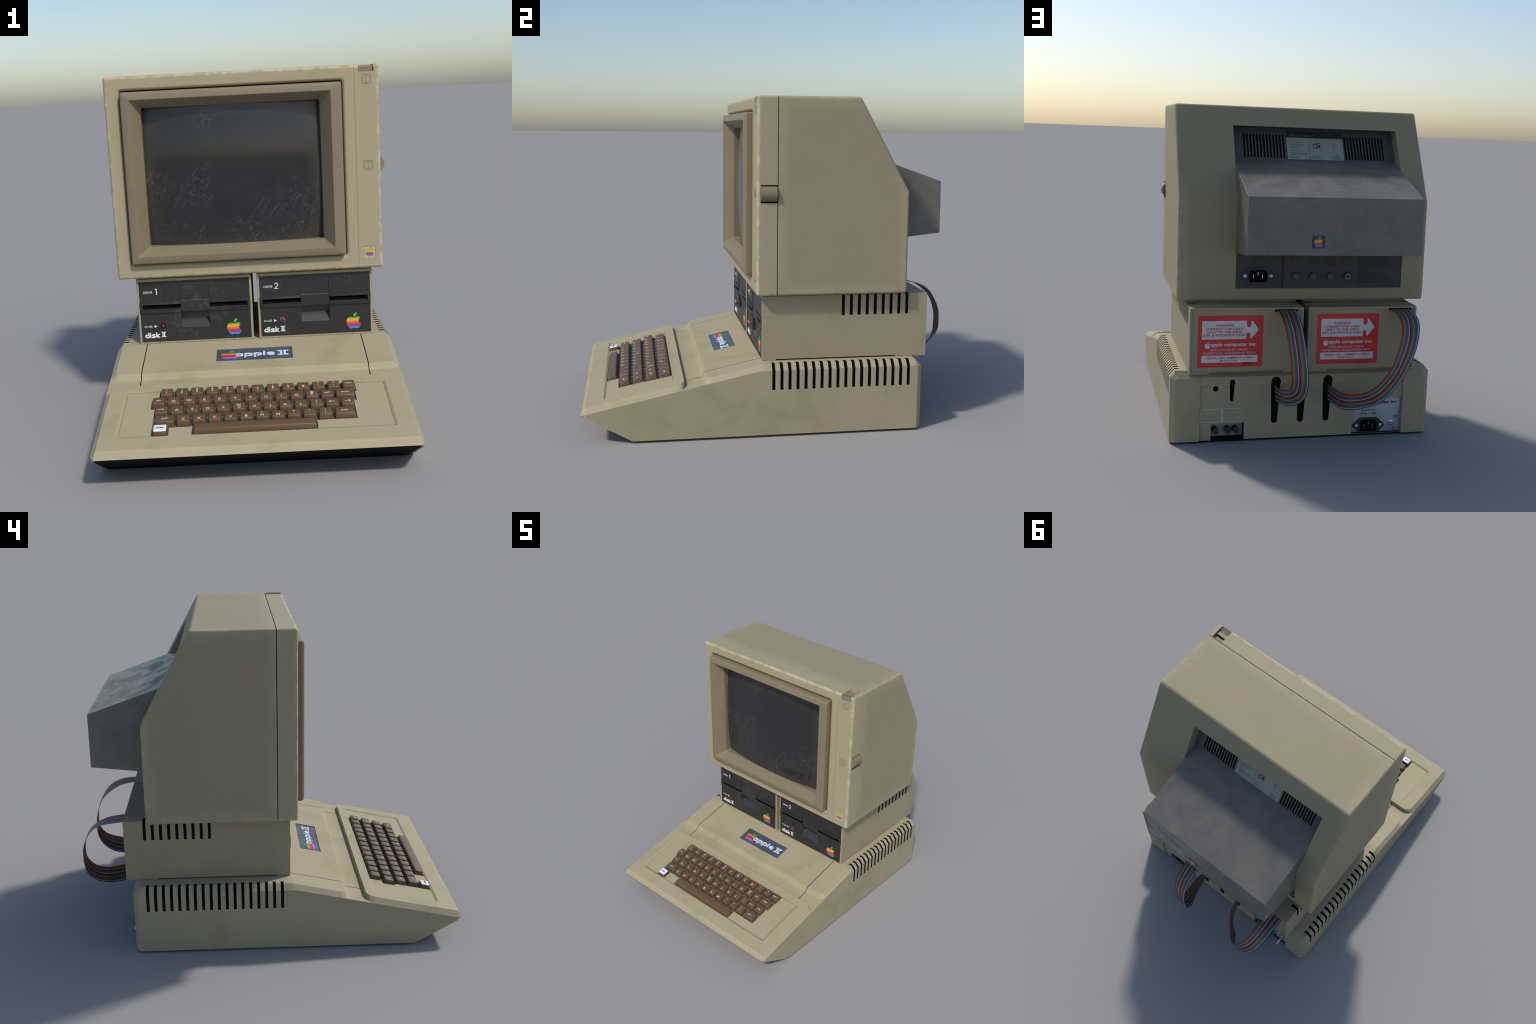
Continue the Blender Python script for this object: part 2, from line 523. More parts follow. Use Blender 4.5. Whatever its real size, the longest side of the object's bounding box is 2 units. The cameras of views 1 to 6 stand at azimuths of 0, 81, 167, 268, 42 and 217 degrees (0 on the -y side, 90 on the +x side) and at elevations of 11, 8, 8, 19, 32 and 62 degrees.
def smooth_closed(pts, n=6):
    """Catmull-Rom through closed control points; a point given twice stays a corner."""
    out = []
    m = len(pts)
    for i in range(m):
        p0, p1, p2, p3 = (Vector(pts[(i + k) % m]) for k in (-1, 0, 1, 2))
        if (p2 - p1).length < 1e-9:
            continue
        for k in range(n):
            t = k / n
            out.append(tuple(0.5 * ((2 * p1) + (p2 - p0) * t + (2 * p0 - 5 * p1 + 4 * p2 - p3) * t * t + (3 * p1 - p0 - 3 * p2 + p3) * t ** 3)))
    return out

FRUIT = [(0.0, 0.86), (0.14, 0.90), (0.30, 0.92), (0.44, 0.84), (0.44, 0.84), (0.345, 0.68), (0.33, 0.54), (0.38, 0.42), (0.495, 0.33), (0.495, 0.33), (0.42, 0.15),
         (0.30, 0.02), (0.18, 0.0), (0.05, 0.045), (-0.08, 0.03), (-0.20, 0.0), (-0.33, 0.10), (-0.44, 0.30), (-0.495, 0.52), (-0.46, 0.74), (-0.34, 0.88), (-0.20, 0.91)]
LEAF = [(-0.03, 0.94), (-0.03, 0.94), (0.10, 0.97), (0.20, 1.08), (0.23, 1.24), (0.23, 1.24), (0.09, 1.20), (-0.01, 1.08)]

def striped_fruit(name, plane, cu, cv, w, h, mats, lift=0.0012):
    """Bitten apple emblem in six level stripes with a leaf; h is body height."""
    bm = bmesh.new()
    outline = [(cu + a * w, cv + b * h) for a, b in smooth_closed(FRUIT)]
    bm.faces.new([bm.verts.new((a, b, 0)) for a, b in outline])
    for k in range(1, 6):
        bmesh.ops.bisect_plane(bm, geom=bm.verts[:] + bm.edges[:] + bm.faces[:], plane_co=(0, cv + h * 0.92 * k / 6, 0), plane_no=(0, 1, 0))
    for f in bm.faces:
        f.material_index = max(0, min(5, 5 - int((f.calc_center_median().y - cv) / (h * 0.92) * 6)))
    lf = bm.faces.new([bm.verts.new((cu + a * w, cv + b * h, 0)) for a, b in smooth_closed(LEAF)])
    lf.material_index = 0
    ext = bmesh.ops.extrude_face_region(bm, geom=bm.faces[:])
    for e in ext["geom"]:
        if isinstance(e, bmesh.types.BMVert):
            e.co.z = 1.0
    for v in bm.verts:
        v.co = plane.at(v.co.x, v.co.y, lift if v.co.z > 0.5 else 0.0001)
    return make_obj(name, bm, mats, plane.parent)

# heavy techno lettering drawn with strokes (unit: x-height 1)
def arc(cx, cy, rx, ry, a0, a1, n=10):
    return [(cx + rx * math.cos(math.radians(a0 + (a1 - a0) * k / n)), cy + ry * math.sin(math.radians(a0 + (a1 - a0) * k / n))) for k in range(n + 1)]

def bold_glyph(ch):
    w = 0.30
    if ch == "a":
        return [(arc(0.44, 0.5, 0.32, 0.36, 60, 300), w, False), ([(0.42, 0.86), (0.84, 0.86)], 0.28, False), ([(0.84, 1.0), (0.84, 0.0)], w, False), ([(0.42, 0.14), (0.72, 0.14)], 0.28, False)], 1.08
    if ch == "p":
        return [([(0.16, 1.0), (0.16, -0.42)], w, False), (arc(0.56, 0.5, 0.34, 0.36, 120, -120), w, False), ([(0.16, 0.86), (0.56, 0.86)], 0.28, False)], 1.08
    if ch == "l":
        return [([(0.16, 1.42), (0.16, 0.0)], w, False)], 0.44
    if ch == "e":
        return [(arc(0.48, 0.5, 0.34, 0.36, 15, 300), w, False), ([(0.30, 0.46), (0.92, 0.62)], 0.22, False), ([(0.50, 0.13), (0.90, 0.13)], 0.26, False)], 1.06
    if ch == "d":
        return [(arc(0.44, 0.5, 0.32, 0.36, 60, 300), w, False), ([(0.84, 1.42), (0.84, 0.0)], w, False), ([(0.42, 0.14), (0.76, 0.14)], 0.28, False), ([(0.42, 0.86), (0.76, 0.86)], 0.28, False)], 1.06
    if ch == "i":
        return [([(0.16, 1.0), (0.16, 0.0)], w, False), ([(0.16, 1.40), (0.16, 1.16)], w, False)], 0.40
    if ch == "s":
        return [([(0.86, 0.87), (0.30, 0.87), (0.16, 0.74), (0.24, 0.58), (0.70, 0.44), (0.80, 0.28), (0.66, 0.13), (0.06, 0.13)], 0.27, False)], 0.98
    if ch == "k":
        return [([(0.16, 1.42), (0.16, 0.0)], w, False), ([(0.80, 1.0), (0.30, 0.50), (0.88, 0.0)], 0.28, False)], 0.98
    if ch == "]":
        return [([(0.30, 1.42), (0.30, 0.0)], 0.26, False), ([(0.0, 1.32), (0.42, 1.32)], 0.20, False), ([(0.0, 0.10), (0.42, 0.10)], 0.20, False)], 0.50
    if ch == "[":
        return [([(0.13, 1.42), (0.13, 0.0)], 0.26, False), ([(0.0, 1.32), (0.46, 1.32)], 0.20, False), ([(0.0, 0.10), (0.46, 0.10)], 0.20, False)], 0.46
    return [], 0.30

def bold_word(name, plane, word, u, v, width, xh, mat, slant=0.0):
    lines, adv = [], 0.0
    for ch in word:
        g, a = bold_glyph(ch)
        for pts, w, c in g:
            lines.append(([(x + adv, y) for x, y in pts], w, c))
        adv += a
    sx = width / adv
    out = []
    for pts, w, c in lines:
        out.append(([(u + x * sx + slant * y * xh, v + y * xh) for x, y in pts], w * (sx + xh) / 2, c))
    return plane.strokes(name, out, mat)

def empty(name, loc, label, category):
    e = bpy.data.objects.new(name, None)
    e.location = loc
    e["label"] = label
    e["category"] = category
    COL.objects.link(e)
    return e

# =====================================================================
#  COMPUTER
# =====================================================================
COMPUTER = empty("home_computer", (0, 0, 0), "wedge-shaped beige home computer with brown keyboard and side vents", "computer")
SLOPE = 0.2195

def side_z(y):                       # height of the side wall's upper edge
    return min(0.1565 + 0.2190 * (y + 0.963), 0.3402)
def tray_z(y):                       # keyboard tray surface
    return 0.1978 + SLOPE * (y + 0.895)
def lid_z(y):                        # lid surface
    return min(0.3060 + 0.220 * (y + 0.3864), 0.3690)
def under_z(y):                      # underside: raked chin, then level
    return max(0.009, 0.1475 + (0.009 - 0.1475) * (y + 1.0000) / (1.0000 - 0.755))

def case():
    st = []                          # y, half width of wall, of plate foot, of plate top, top z
    st.append((-1.0000, 0.667, 0.667, 0.667, None))
    st.append((-0.9890, 0.675, 0.675, 0.662, 0.1715))
    st.append((-0.9800, 0.681, 0.681, 0.660, tray_z(-0.980)))
    st.append((-0.9690, 0.684, 0.684, 0.6595, tray_z(-0.969)))
    st.append((-0.7530, 0.684, 0.684, 0.6600, tray_z(-0.753)))
    for y, f, t in ((-0.545, 0.684, 0.6600), (-0.525, 0.6825, 0.6555), (-0.510, 0.676, 0.6465), (-0.501, 0.664, 0.6345), (-0.4965, 0.643, 0.6170)):
        st.append((y, 0.684, f, t, tray_z(y)))
    st.append((-0.4935, 0.684, 0.635, 0.609, tray_z(-0.4965) - 0.005))
    st.append((-0.4890, 0.684, 0.631, 0.607, None))
    st.append((-0.4020, 0.684, 0.653, 0.637, None))
    st.append((-0.3920, 0.684, 0.666, 0.6420, 0.2955))
    st.append((-0.3850, 0.684, 0.676, 0.6485, lid_z(-0.385)))
    st.append((-0.3740, 0.684, 0.683, 0.6550, lid_z(-0.374)))
    st.append((-0.3550, 0.684, 0.684, 0.6590, lid_z(-0.355)))
    for y in (-0.124, -0.1000, -0.08, 0.25, 0.683):
        st.append((y, 0.684, 0.684, 0.6590, lid_z(y)))
    st.append((0.692, 0.684, 0.684, 0.6590, 0.3590))
    st.append((0.7170, 0.6600, 0.6600, 0.6430, 0.3370))
    rings = []
    for y, w, f, t, zt in st:
        zs, zb = side_z(y), under_z(y)
        if y > 0.70:
            zs = 0.331
        zt = zs if zt is None else zt
        rings.append([(-w, y, zb), (-w, y, zs), (-f, y, zs), (-t, y, zt), (t, y, zt), (f, y, zs), (w, y, zs), (w, y, zb)])
    bm = loft(rings)
    bmesh.ops.remove_doubles(bm, verts=bm.verts, dist=2e-5)
    bmesh.ops.dissolve_degenerate(bm, edges=bm.edges, dist=1e-6)
    return make_obj("computer_case", bm, BEIGE_LID, COMPUTER)

CASE = case()

# ---- cuts in the case
cutters = []
for side in (-1, 1):
    for k in range(18):
        y = -0.0621 + 0.04095 * k
        xz = [(side * p, q) for p, q in ((0.73, 0.2405), (0.73, 0.42), (0.635, 0.42), (0.635, 0.3560), (0.6500, 0.3560), (0.6710, 0.3300), (0.6710, 0.2405))]
        cutters.append(prism_y("c", xz, y, y + 0.0160, VOID))
    # lid seam running over step and lid
    z = 0.0045
    yz = [(-0.4880, side_z(-0.488) - z), (-0.402, side_z(-0.402) - z), (-0.3860, lid_z(-0.386) - z), (-0.10, lid_z(-0.10) - z), (0.73, lid_z(0.1) - z), (0.73, 0.42), (-0.488, 0.42)]
    cutters.append(prism_x("c", yz, side * 0.536 - 0.0023, side * 0.536 + 0.0023, VOID))
cut(CASE, cutters)

# keyboard inset with sloping walls, then badge recess and rear panel
def hexa(name, lo, hi, mat):
    return make_obj(name, loft([lo, hi]), mat)
d0, d1 = 0.0065, 0.0060
lo = [(x, y, tray_z(y) - d0) for x, y in ((-0.580, -0.8855), (0.580, -0.8855), (0.580, -0.5475), (-0.580, -0.5475))]
e = 0.0100 * (d0 + d1) / d0
hi = [(x, y, tray_z(y) + d1) for x, y in ((-0.580 - e, -0.8855 - e), (0.580 + e, -0.8855 - e), (0.580 + e, -0.5470), (-0.580 - e, -0.5470))]
inset = hexa("c", lo, hi, BEIGE)
bz = [(-0.185, -0.3050), (0.185, -0.3050), (0.185, -0.1860), (-0.185, -0.1860)]
badge_cut = hexa("c", [(x, y, lid_z(y) - 0.007) for x, y in bz], [(x, y, lid_z(y) + 0.02) for x, y in bz], BEIGE_LID)
rear_low = box("c", -0.5400, 0.5355, 0.7060, 0.75, -0.02, 0.2965, BEIGE)
rear_high = box("c", -0.5400, 0.5355, 0.7145, 0.75, 0.2960, 0.42, BEIGE)
cut(CASE, [inset, badge_cut, rear_low])
cut(CASE, [rear_high])

# stepped well under the keys, rear openings
well = [(-0.433, -0.5485), (-0.433, -0.6160), (-0.4625, -0.6160), (-0.4625, -0.6860), (-0.4440, -0.6860), (-0.4440, -0.8850), (-0.3705, -0.8850), (-0.3705, -0.8265),
        (-0.2725, -0.8265), (-0.2725, -0.8850), (0.2590, -0.8850), (0.2590, -0.8225), (0.4310, -0.8225), (0.4310, -0.6860), (0.4440, -0.6860), (0.4440, -0.6160), (0.4505, -0.6160), (0.4505, -0.5485)]
c_well = make_obj("c", loft([[(x, y, tray_z(y) - 0.0165) for x, y in well], [(x, y, tray_z(y) + 0.02) for x, y in well]]), WELL)
c_rear = []
circ = [(0.4554 + 0.0145 * math.cos(a * math.pi / 10), 0.2775 + 0.0145 * math.sin(a * math.pi / 10)) for a in range(20)]
c_rear.append(prism_y("c", circ, 0.690, 0.73, VOID))
c_rear.append(prism_y("c", capsule(0.3717, 0.3120, 0.0132, 0.3733, 0.2180, 0.0088), 0.690, 0.73, VOID))
for xa, xb in ((0.1472, 0.1500), (0.0105, 0.0130), (-0.1265, -0.1236)):
    c_rear.append(prism_y("c", capsule(xa, 0.3095, 0.0245, xb, 0.1030, 0.0163), 0.690, 0.73, VOID))
c_rear.append(box("c", -0.5400, -0.2665, 0.6800, 0.73, 0.0095, 0.1990, BEIGE))
c_rear.append(box("c", 0.3060, 0.4765, 0.638, 0.73, 0.0005, 0.0955, VOID))
cut(CASE, [c_well])
cut(CASE, c_rear)

# black underside pan
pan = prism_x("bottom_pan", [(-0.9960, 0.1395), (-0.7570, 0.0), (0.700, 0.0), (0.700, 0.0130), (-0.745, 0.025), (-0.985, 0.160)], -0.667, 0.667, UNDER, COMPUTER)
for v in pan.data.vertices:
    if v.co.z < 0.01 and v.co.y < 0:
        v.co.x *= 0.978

# hairline joint round the keyboard panel
tn = Vector((0, -SLOPE, 1)).normalized()
tp = Plane(Vector((0, -0.7165, tray_z(-0.7165) - 0.0065)), (1, 0, 0), tn.cross(Vector((1, 0, 0))), COMPUTER)
JOINT = plain("panel_joint", (0.105, 0.092, 0.062), 0.8, spec=0.2)
hv0, hv1 = -0.1690 * 1.0238, 0.1690 * 1.0238
tp.strokes("panel_joint", [([(-0.434, hv1 - 0.001), (-0.5795, hv1 - 0.001), (-0.5795, hv0 + 0.001), (-0.4445, hv0 + 0.001)], 0.0014, False)], JOINT, h=0.0004)
tp.strokes("panel_joint", [([(0.452, hv1 - 0.001), (0.5795, hv1 - 0.001), (0.5795, hv0 + 0.001), (0.2600, hv0 + 0.001)], 0.0014, False)], JOINT, h=0.0004)

# badge
nrm = Vector((0, -0.2149, 0.9766))
bp = Plane(Vector((0, -0.2455, lid_z(-0.2455))) - nrm * 0.0060, (1, 0, 0), (0, 0.9766, 0.2149), COMPUTER)
badge = bp.poly("name_badge", [(-0.1842, -0.0598), (0.1842, -0.0598), (0.1842, 0.0600), (-0.1842, 0.0600)], BADGE, -0.002, 0.0022)
bp2 = Plane(bp.at(0, 0, 0.0022), bp.u, bp.v, COMPUTER)
striped_fruit("badge_emblem", bp2, -0.1195, -0.0400, 0.088, 0.0640, STRIPE_BADGE)
bold_word("badge_lettering", bp2, "apple", -0.0965, -0.0165, 0.200, 0.0275, BLUEWHITE)
bold_word("badge_lettering", bp2, "][", 0.1120, -0.0195, 0.054, 0.0300, BLUEWHITE)

# =====================================================================
#  KEYS
# =====================================================================
KN = Vector((0, -SLOPE, 1)).normalized()
KU = Vector((1, 0, 0))
KV = KN.cross(KU)
KEY_TOP = 0.0160                       # cap height above the tray plane

def key_mesh(name, w, d, taper=0.0050, mats=(KEY_BROWN,), cap=False, front=0.006):
    """Cap with sloping sides and a slightly dished top; local z is up the key."""
    H = 0.046
    prof = [(0.0, 0.0, 0.0), (H * 0.55, taper * 0.45, front * 0.40), (H - 0.0035, taper * 0.9, front * 0.9), (H - 0.0008, taper * 1.15, front * 1.15), (H, taper * 1.7, front * 1.5)]
    rings = []
    for z, i, f in prof:
        r = 0.0045 if z < H - 0.001 else 0.0036
        rings.append([(x, y, z) for x, y in round_rect(-w / 2 + i, w / 2 - i, -d / 2 + f, d / 2 - i * 0.9, r, 3)])
    bm = loft(rings)
    if len(mats) > 1:
        for f in bm.faces:
            if f.calc_center_median().z > H - 0.0060:
                f.material_index = 1
    ob = make_obj(name, bm, list(mats), smooth=50)
    me = ob.data
    bpy.data.objects.remove(ob)
    return me

KEY_STD = key_mesh("key", 0.0610, 0.0590)
KEY_WIDE = key_mesh("key", 0.0885, 0.0590)
KEY_POWER = key_mesh("key", 0.0630, 0.0560, mats=(KEY_BROWN, KEY_WHITE))
SPACE = key_mesh("space_bar", 0.5240, 0.0560, taper=0.0085)

def place_key(name, mesh, x, y, lift=0.0):
    ob = bpy.data.objects.new(name, mesh)
    COL.objects.link(ob)
    base = Vector((x, y, tray_z(y))) + KN * (KEY_TOP - 0.046 + lift + random.uniform(-0.0006, 0.0006))
    m = Matrix((KU, KV, KN)).transposed().to_4x4()
    m.translation = base
    ob.matrix_world = m
    adopt_key(ob, m)
    return ob

def adopt_key(ob, m):
    ob.parent = COMPUTER
    ob.matrix_basis = m

ROWS = [(-0.5815, -0.3982, 0.0681, [("!", "1"), ('"', "2"), ("#", "3"), ("$", "4"), ("%", "5"), ("&", "6"), ("'", "7"), ("(", "8"), (")", "9"), ("", "0"), ("*", ":"), ("=", "-"), ("RESET",)]),
        (-0.6512, -0.4290, 0.0678, [("ESC",), ("", "Q"), ("", "W"), ("", "E"), ("", "R"), ("", "T"), ("", "Y"), ("", "U"), ("", "I"), ("", "O"), ("@", "P"), ("REPT",), None]),
        (-0.7210, -0.4100, 0.0674, [("CTRL",), ("", "A"), ("", "S"), ("", "D"), ("", "F"), ("BELL", "G"), ("", "H"), ("", "J"), ("", "K"), ("", "L"), ("+", ";"), ("<-",), ("->",)]),
        (-0.7905, -0.3105, 0.0674, [("", "Z"), ("", "X"), ("", "C"), ("", "V"), ("", "B"), ("^", "N"), ("", "M"), ("<", ","), (">", "."), ("?", "/")])]

def legend(key, x, y, marks, ink=OFFWHITE):
    kp = Plane(Vector((x, y, tray_z(y))) + KN * (KEY_TOP + 0.0006), KU, KV, None)
    obs = []
    if len(marks) == 1:
        s = marks[0]
        if s in ("<-", "->"):
            sg = 1 if s == "->" else -1
            obs.append(kp.strokes("legend", [([(-0.012, -0.002), (0.012, -0.002)], 0.0022, False), ([(sg * 0.006, 0.003), (sg * 0.0125, -0.002), (sg * 0.006, -0.007)], 0.0022, False)], ink))
        else:
            obs.append(kp.text("legend", s, 0, -0.0055, ink, width=min(0.0062 * len(s), 0.034), height=0.0078, align="CENTER", bold=0.01))
    else:
        up, lo = marks
        if up:
            small = len(up) > 1
            obs.append(kp.text("legend", up, 0, 0.0035, ink, width=0.020 if small else None, height=0.0085 if small else 0.0120, align="CENTER", bold=0.006))
        if lo:
            if lo in ";:,.":
                hh, vv = 0.017, -0.0120
            else:
                hh, vv = (0.0150, -0.0165) if up or lo.isdigit() else (0.0160, -0.0180)
            if lo == "0":
                obs.append(kp.strokes("legend", [([(-0.006, -0.015), (0.006, -0.004)], 0.0018, False)], ink))
            obs.append(kp.text("legend", lo, 0, vv, ink, width=None, height=hh, align="CENTER", bold=0.006))
    for o in obs:
        o.parent = key
        o.matrix_parent_inverse = key.matrix_basis.inverted()

for yc, x0, pitch, row in ROWS:
    for i, marks in enumerate(row):
        if marks is None:
            continue
        x = x0 + pitch * i
        k = place_key("key", KEY_STD, x, yc)
        legend(k, x, yc, marks)
for x, y, me, t, ink in ((0.3955, -0.6512, KEY_WIDE, "RETURN", OFFWHITE), (-0.3890, -0.7905, KEY_WIDE, "SHIFT", OFFWHITE), (0.3790, -0.7905, KEY_WIDE, "SHIFT", OFFWHITE), (-0.4055, -0.8565, KEY_POWER, "POWER", INK)):
    k = place_key("key", me, x, y)
    legend(k, x, y, (t,), ink)
place_key("space_bar", SPACE, -0.0063, -0.8555)

# =====================================================================
#  COMPUTER REAR
# =====================================================================
def power_inlet(name, cx, cz, y, hw, hh, parent, hosts):
    """Three-pin mains inlet: hexagonal flange, dark hooded socket, blades and two screws."""
    fl = [(cx - hw, cz), (cx - hw * 0.52, cz + hh), (cx + hw * 0.52, cz + hh), (cx + hw, cz), (cx + hw * 0.52, cz - hh), (cx - hw * 0.52, cz - hh)]
    bm = loft([[(a, y - 0.003, b) for a, b in fl], [(a, y + 0.006, b) for a, b in fl]])
    bevel_edges(bm, 0.006, 2, lambda e: abs(e.verts[0].co.y - e.verts[1].co.y) > 0.004)
    ob = make_obj(name, bm, CONNECTOR, parent)
    sw, sh = hw * 0.50, hh * 0.76
    so = [(cx - sw, cz - sh), (cx - sw, cz + sh * 0.55), (cx - sw * 0.70, cz + sh), (cx + sw * 0.70, cz + sh), (cx + sw, cz + sh * 0.55), (cx + sw, cz - sh)]
    for host in [ob] + hosts:
        cut(host, [prism_y("c", so, y - 0.026, y + 0.03, VOID)])
    for dx, dz in ((-0.5, -0.15), (0.5, -0.15), (0.0, 0.35)):
        box("socket_pin", cx + dx * sw - 0.0022, cx + dx * sw + 0.0022, y - 0.0265, y + 0.0035, cz + dz * sh - 0.008, cz + dz * sh + 0.008, METAL, parent, 0.0006)
    for s in (-1, 1):
        lathe("screw", [(0.0093, 0.0), (0.0093, 0.0020), (0.0060, 0.0040), (0.0, 0.0046)], (cx + s * hw * 0.715, y + 0.0055, cz), (0, 1, 0), RIVET, parent)
    return ob

# power supply plate
plate = box("power_supply_plate", -0.5395, -0.2670, 0.670, 0.6925, 0.0120, 0.1985, STEEL, COMPUTER, 0.0015)
box("plate_gap", -0.5385, -0.2675, 0.675, 0.6935, 0.0090, 0.0125, VOID, COMPUTER)
power_inlet("power_inlet", -0.3635, 0.0500, 0.6930, 0.0915, 0.0420, COMPUTER, [plate, CASE])
lathe("toggle_collar", [(0.0150, 0.0), (0.0150, 0.004), (0.0110, 0.005), (0.0105, 0.013), (0.0, 0.014)], (-0.4895, 0.6920, 0.0590), (0, 1, 0), METAL, COMPUTER)
lathe("toggle_lever", [(0.0050, 0.0), (0.0062, 0.024), (0.0096, 0.050), (0.0090, 0.053), (0.0, 0.054)], (-0.4895, 0.6930, 0.0590), (0.0, 0.90, -0.42), METAL, COMPUTER)
weighted(CASE, 18)
rp = Plane((0, 0.6925, 0), (-1, 0, 0), (0, 0, 1), COMPUTER)
rp.text("plate_lettering", "ON", 0.4995, 0.0855, INK, width=0.0235, height=0.0135)
rp.text("plate_lettering", "107-132 VAC", 0.3220, 0.1265, INK, width=0.0850, height=0.0098, bold=0.012)
rp.text("plate_lettering", "60 Hz, 1 AMP", 0.3185, 0.1085, INK, width=0.0885, height=0.0098, bold=0.012)
rp.text("plate_lettering", "apple computer inc.", 0.3000, 0.1655, INK, width=0.2220, height=0.0165, bold=0.028)

# printed frames and jacks
cp = Plane((0, 0.7060, 0), (-1, 0, 0), (0, 0, 1), COMPUTER)
def frame_line(plane, u0, u1, v0, v1, r, w, mat, name="printed_frame"):
    return plane.strokes(name, [(round_rect(u0, u1, v0, v1, r, 3), w, True)], mat)
frame_line(cp, -0.5275, -0.4205, 0.1040, 0.1715, 0.008, 0.0034, PALEGREY)
frame_line(cp, -0.4160, -0.3180, 0.1055, 0.1715, 0.008, 0.0034, PALEGREY)
cp.text("jack_lettering", "VIDEO", -0.4950, 0.1480, PALEGREY, width=0.0400, height=0.0095)
cp.text("jack_lettering", "OUT", -0.4560, 0.1215, PALEGREY, width=0.0260, height=0.0085)
cp.text("jack_lettering", "CASSETTE", -0.3985, 0.1480, PALEGREY, width=0.0640, height=0.0095)
cp.text("jack_lettering", "OUT", -0.4020, 0.1220, PALEGREY, width=0.0240, height=0.0085)
cp.text("jack_lettering", "IN", -0.3500, 0.1220, PALEGREY, width=0.0140, height=0.0085)
box("jack_plate", 0.3050, 0.4775, 0.640, 0.6550, 0.0135, 0.0965, STEEL, COMPUTER)
for x, col in ((0.4490, JACK_RED), (0.3860, KNOB_GREY), (0.3455, KNOB_GREY)):
    lathe("jack", [(0.0165, 0.0), (0.0165, 0.050), (0.0155, 0.051)], (x, 0.6550, 0.0525), (0, 1, 0), CONNECTOR, COMPUTER)
    lathe("jack_face", [(0.0138, 0.0), (0.0138, 0.0022), (0.0065, 0.0022), (0.0060, 0.0030)], (x, 0.7058, 0.0525), (0, 1, 0), col, COMPUTER)
    lathe("jack_hole", [(0.0055, 0.0), (0.0055, 0.0006)], (x, 0.7088, 0.0525), (0, 1, 0), VOID, COMPUTER)

# =====================================================================
#  DISK DRIVES
# =====================================================================
def rail(points, n):
    """Smooth curve through control points, n samples evenly spaced."""
    P = [Vector(p) for p in points]
    fine = []
    for i in range(len(P) - 1):
        p0, p1, p2, p3 = P[max(i - 1, 0)], P[i], P[i + 1], P[min(i + 2, len(P) - 1)]
        for k in range(12):
            t = k / 12
            fine.append(0.5 * ((2 * p1) + (p2 - p0) * t + (2 * p0 - 5 * p1 + 4 * p2 - p3) * t * t + (3 * p1 - p0 - 3 * p2 + p3) * t ** 3))
    fine.append(P[-1])
    acc = [0.0]
    for a, b in zip(fine[:-1], fine[1:]):
        acc.append(acc[-1] + (b - a).length)
    out, j = [], 0
    for k in range(n):
        s = acc[-1] * k / (n - 1)
        while j < len(acc) - 2 and acc[j + 1] < s:
            j += 1
        t = (s - acc[j]) / max(acc[j + 1] - acc[j], 1e-9)
        out.append(fine[j].lerp(fine[j + 1], t))
    return out

def ribbon_cable(drive, edge_a, edge_b):
    """Twenty coloured wires side by side between two edge rails."""
    n, wires = 64, 20
    A, B = rail(edge_a, n), rail(edge_b, n)
    hub = bpy.data.objects.new("ribbon_cable", None)
    COL.objects.link(hub)
    hub.parent = drive
    hub.matrix_parent_inverse = Matrix.Translation(-drive.location)
    for w in range(wires):
        rings = []
        for i in range(n):
            across = (B[i] - A[i])
            along = (A[min(i + 1, n - 1)] + B[min(i + 1, n - 1)] - A[max(i - 1, 0)] - B[max(i - 1, 0)]).normalized()
            nv = across.normalized().cross(along).normalized()
            c = A[i] + across * ((w + 0.5) / wires)
            r = across.length / wires / 2
            u = across.normalized()
            ring = []
            for q in range(8):
                a = 2 * math.pi * q / 8 + math.pi / 8
                ring.append(c + u * (r * 1.07 * math.cos(a)) + nv * (r * 0.50 * math.sin(a)))
            rings.append(ring)
        ob = make_obj("wire", loft(rings), WIRE[w % 10], smooth=80)
        ob.parent = hub

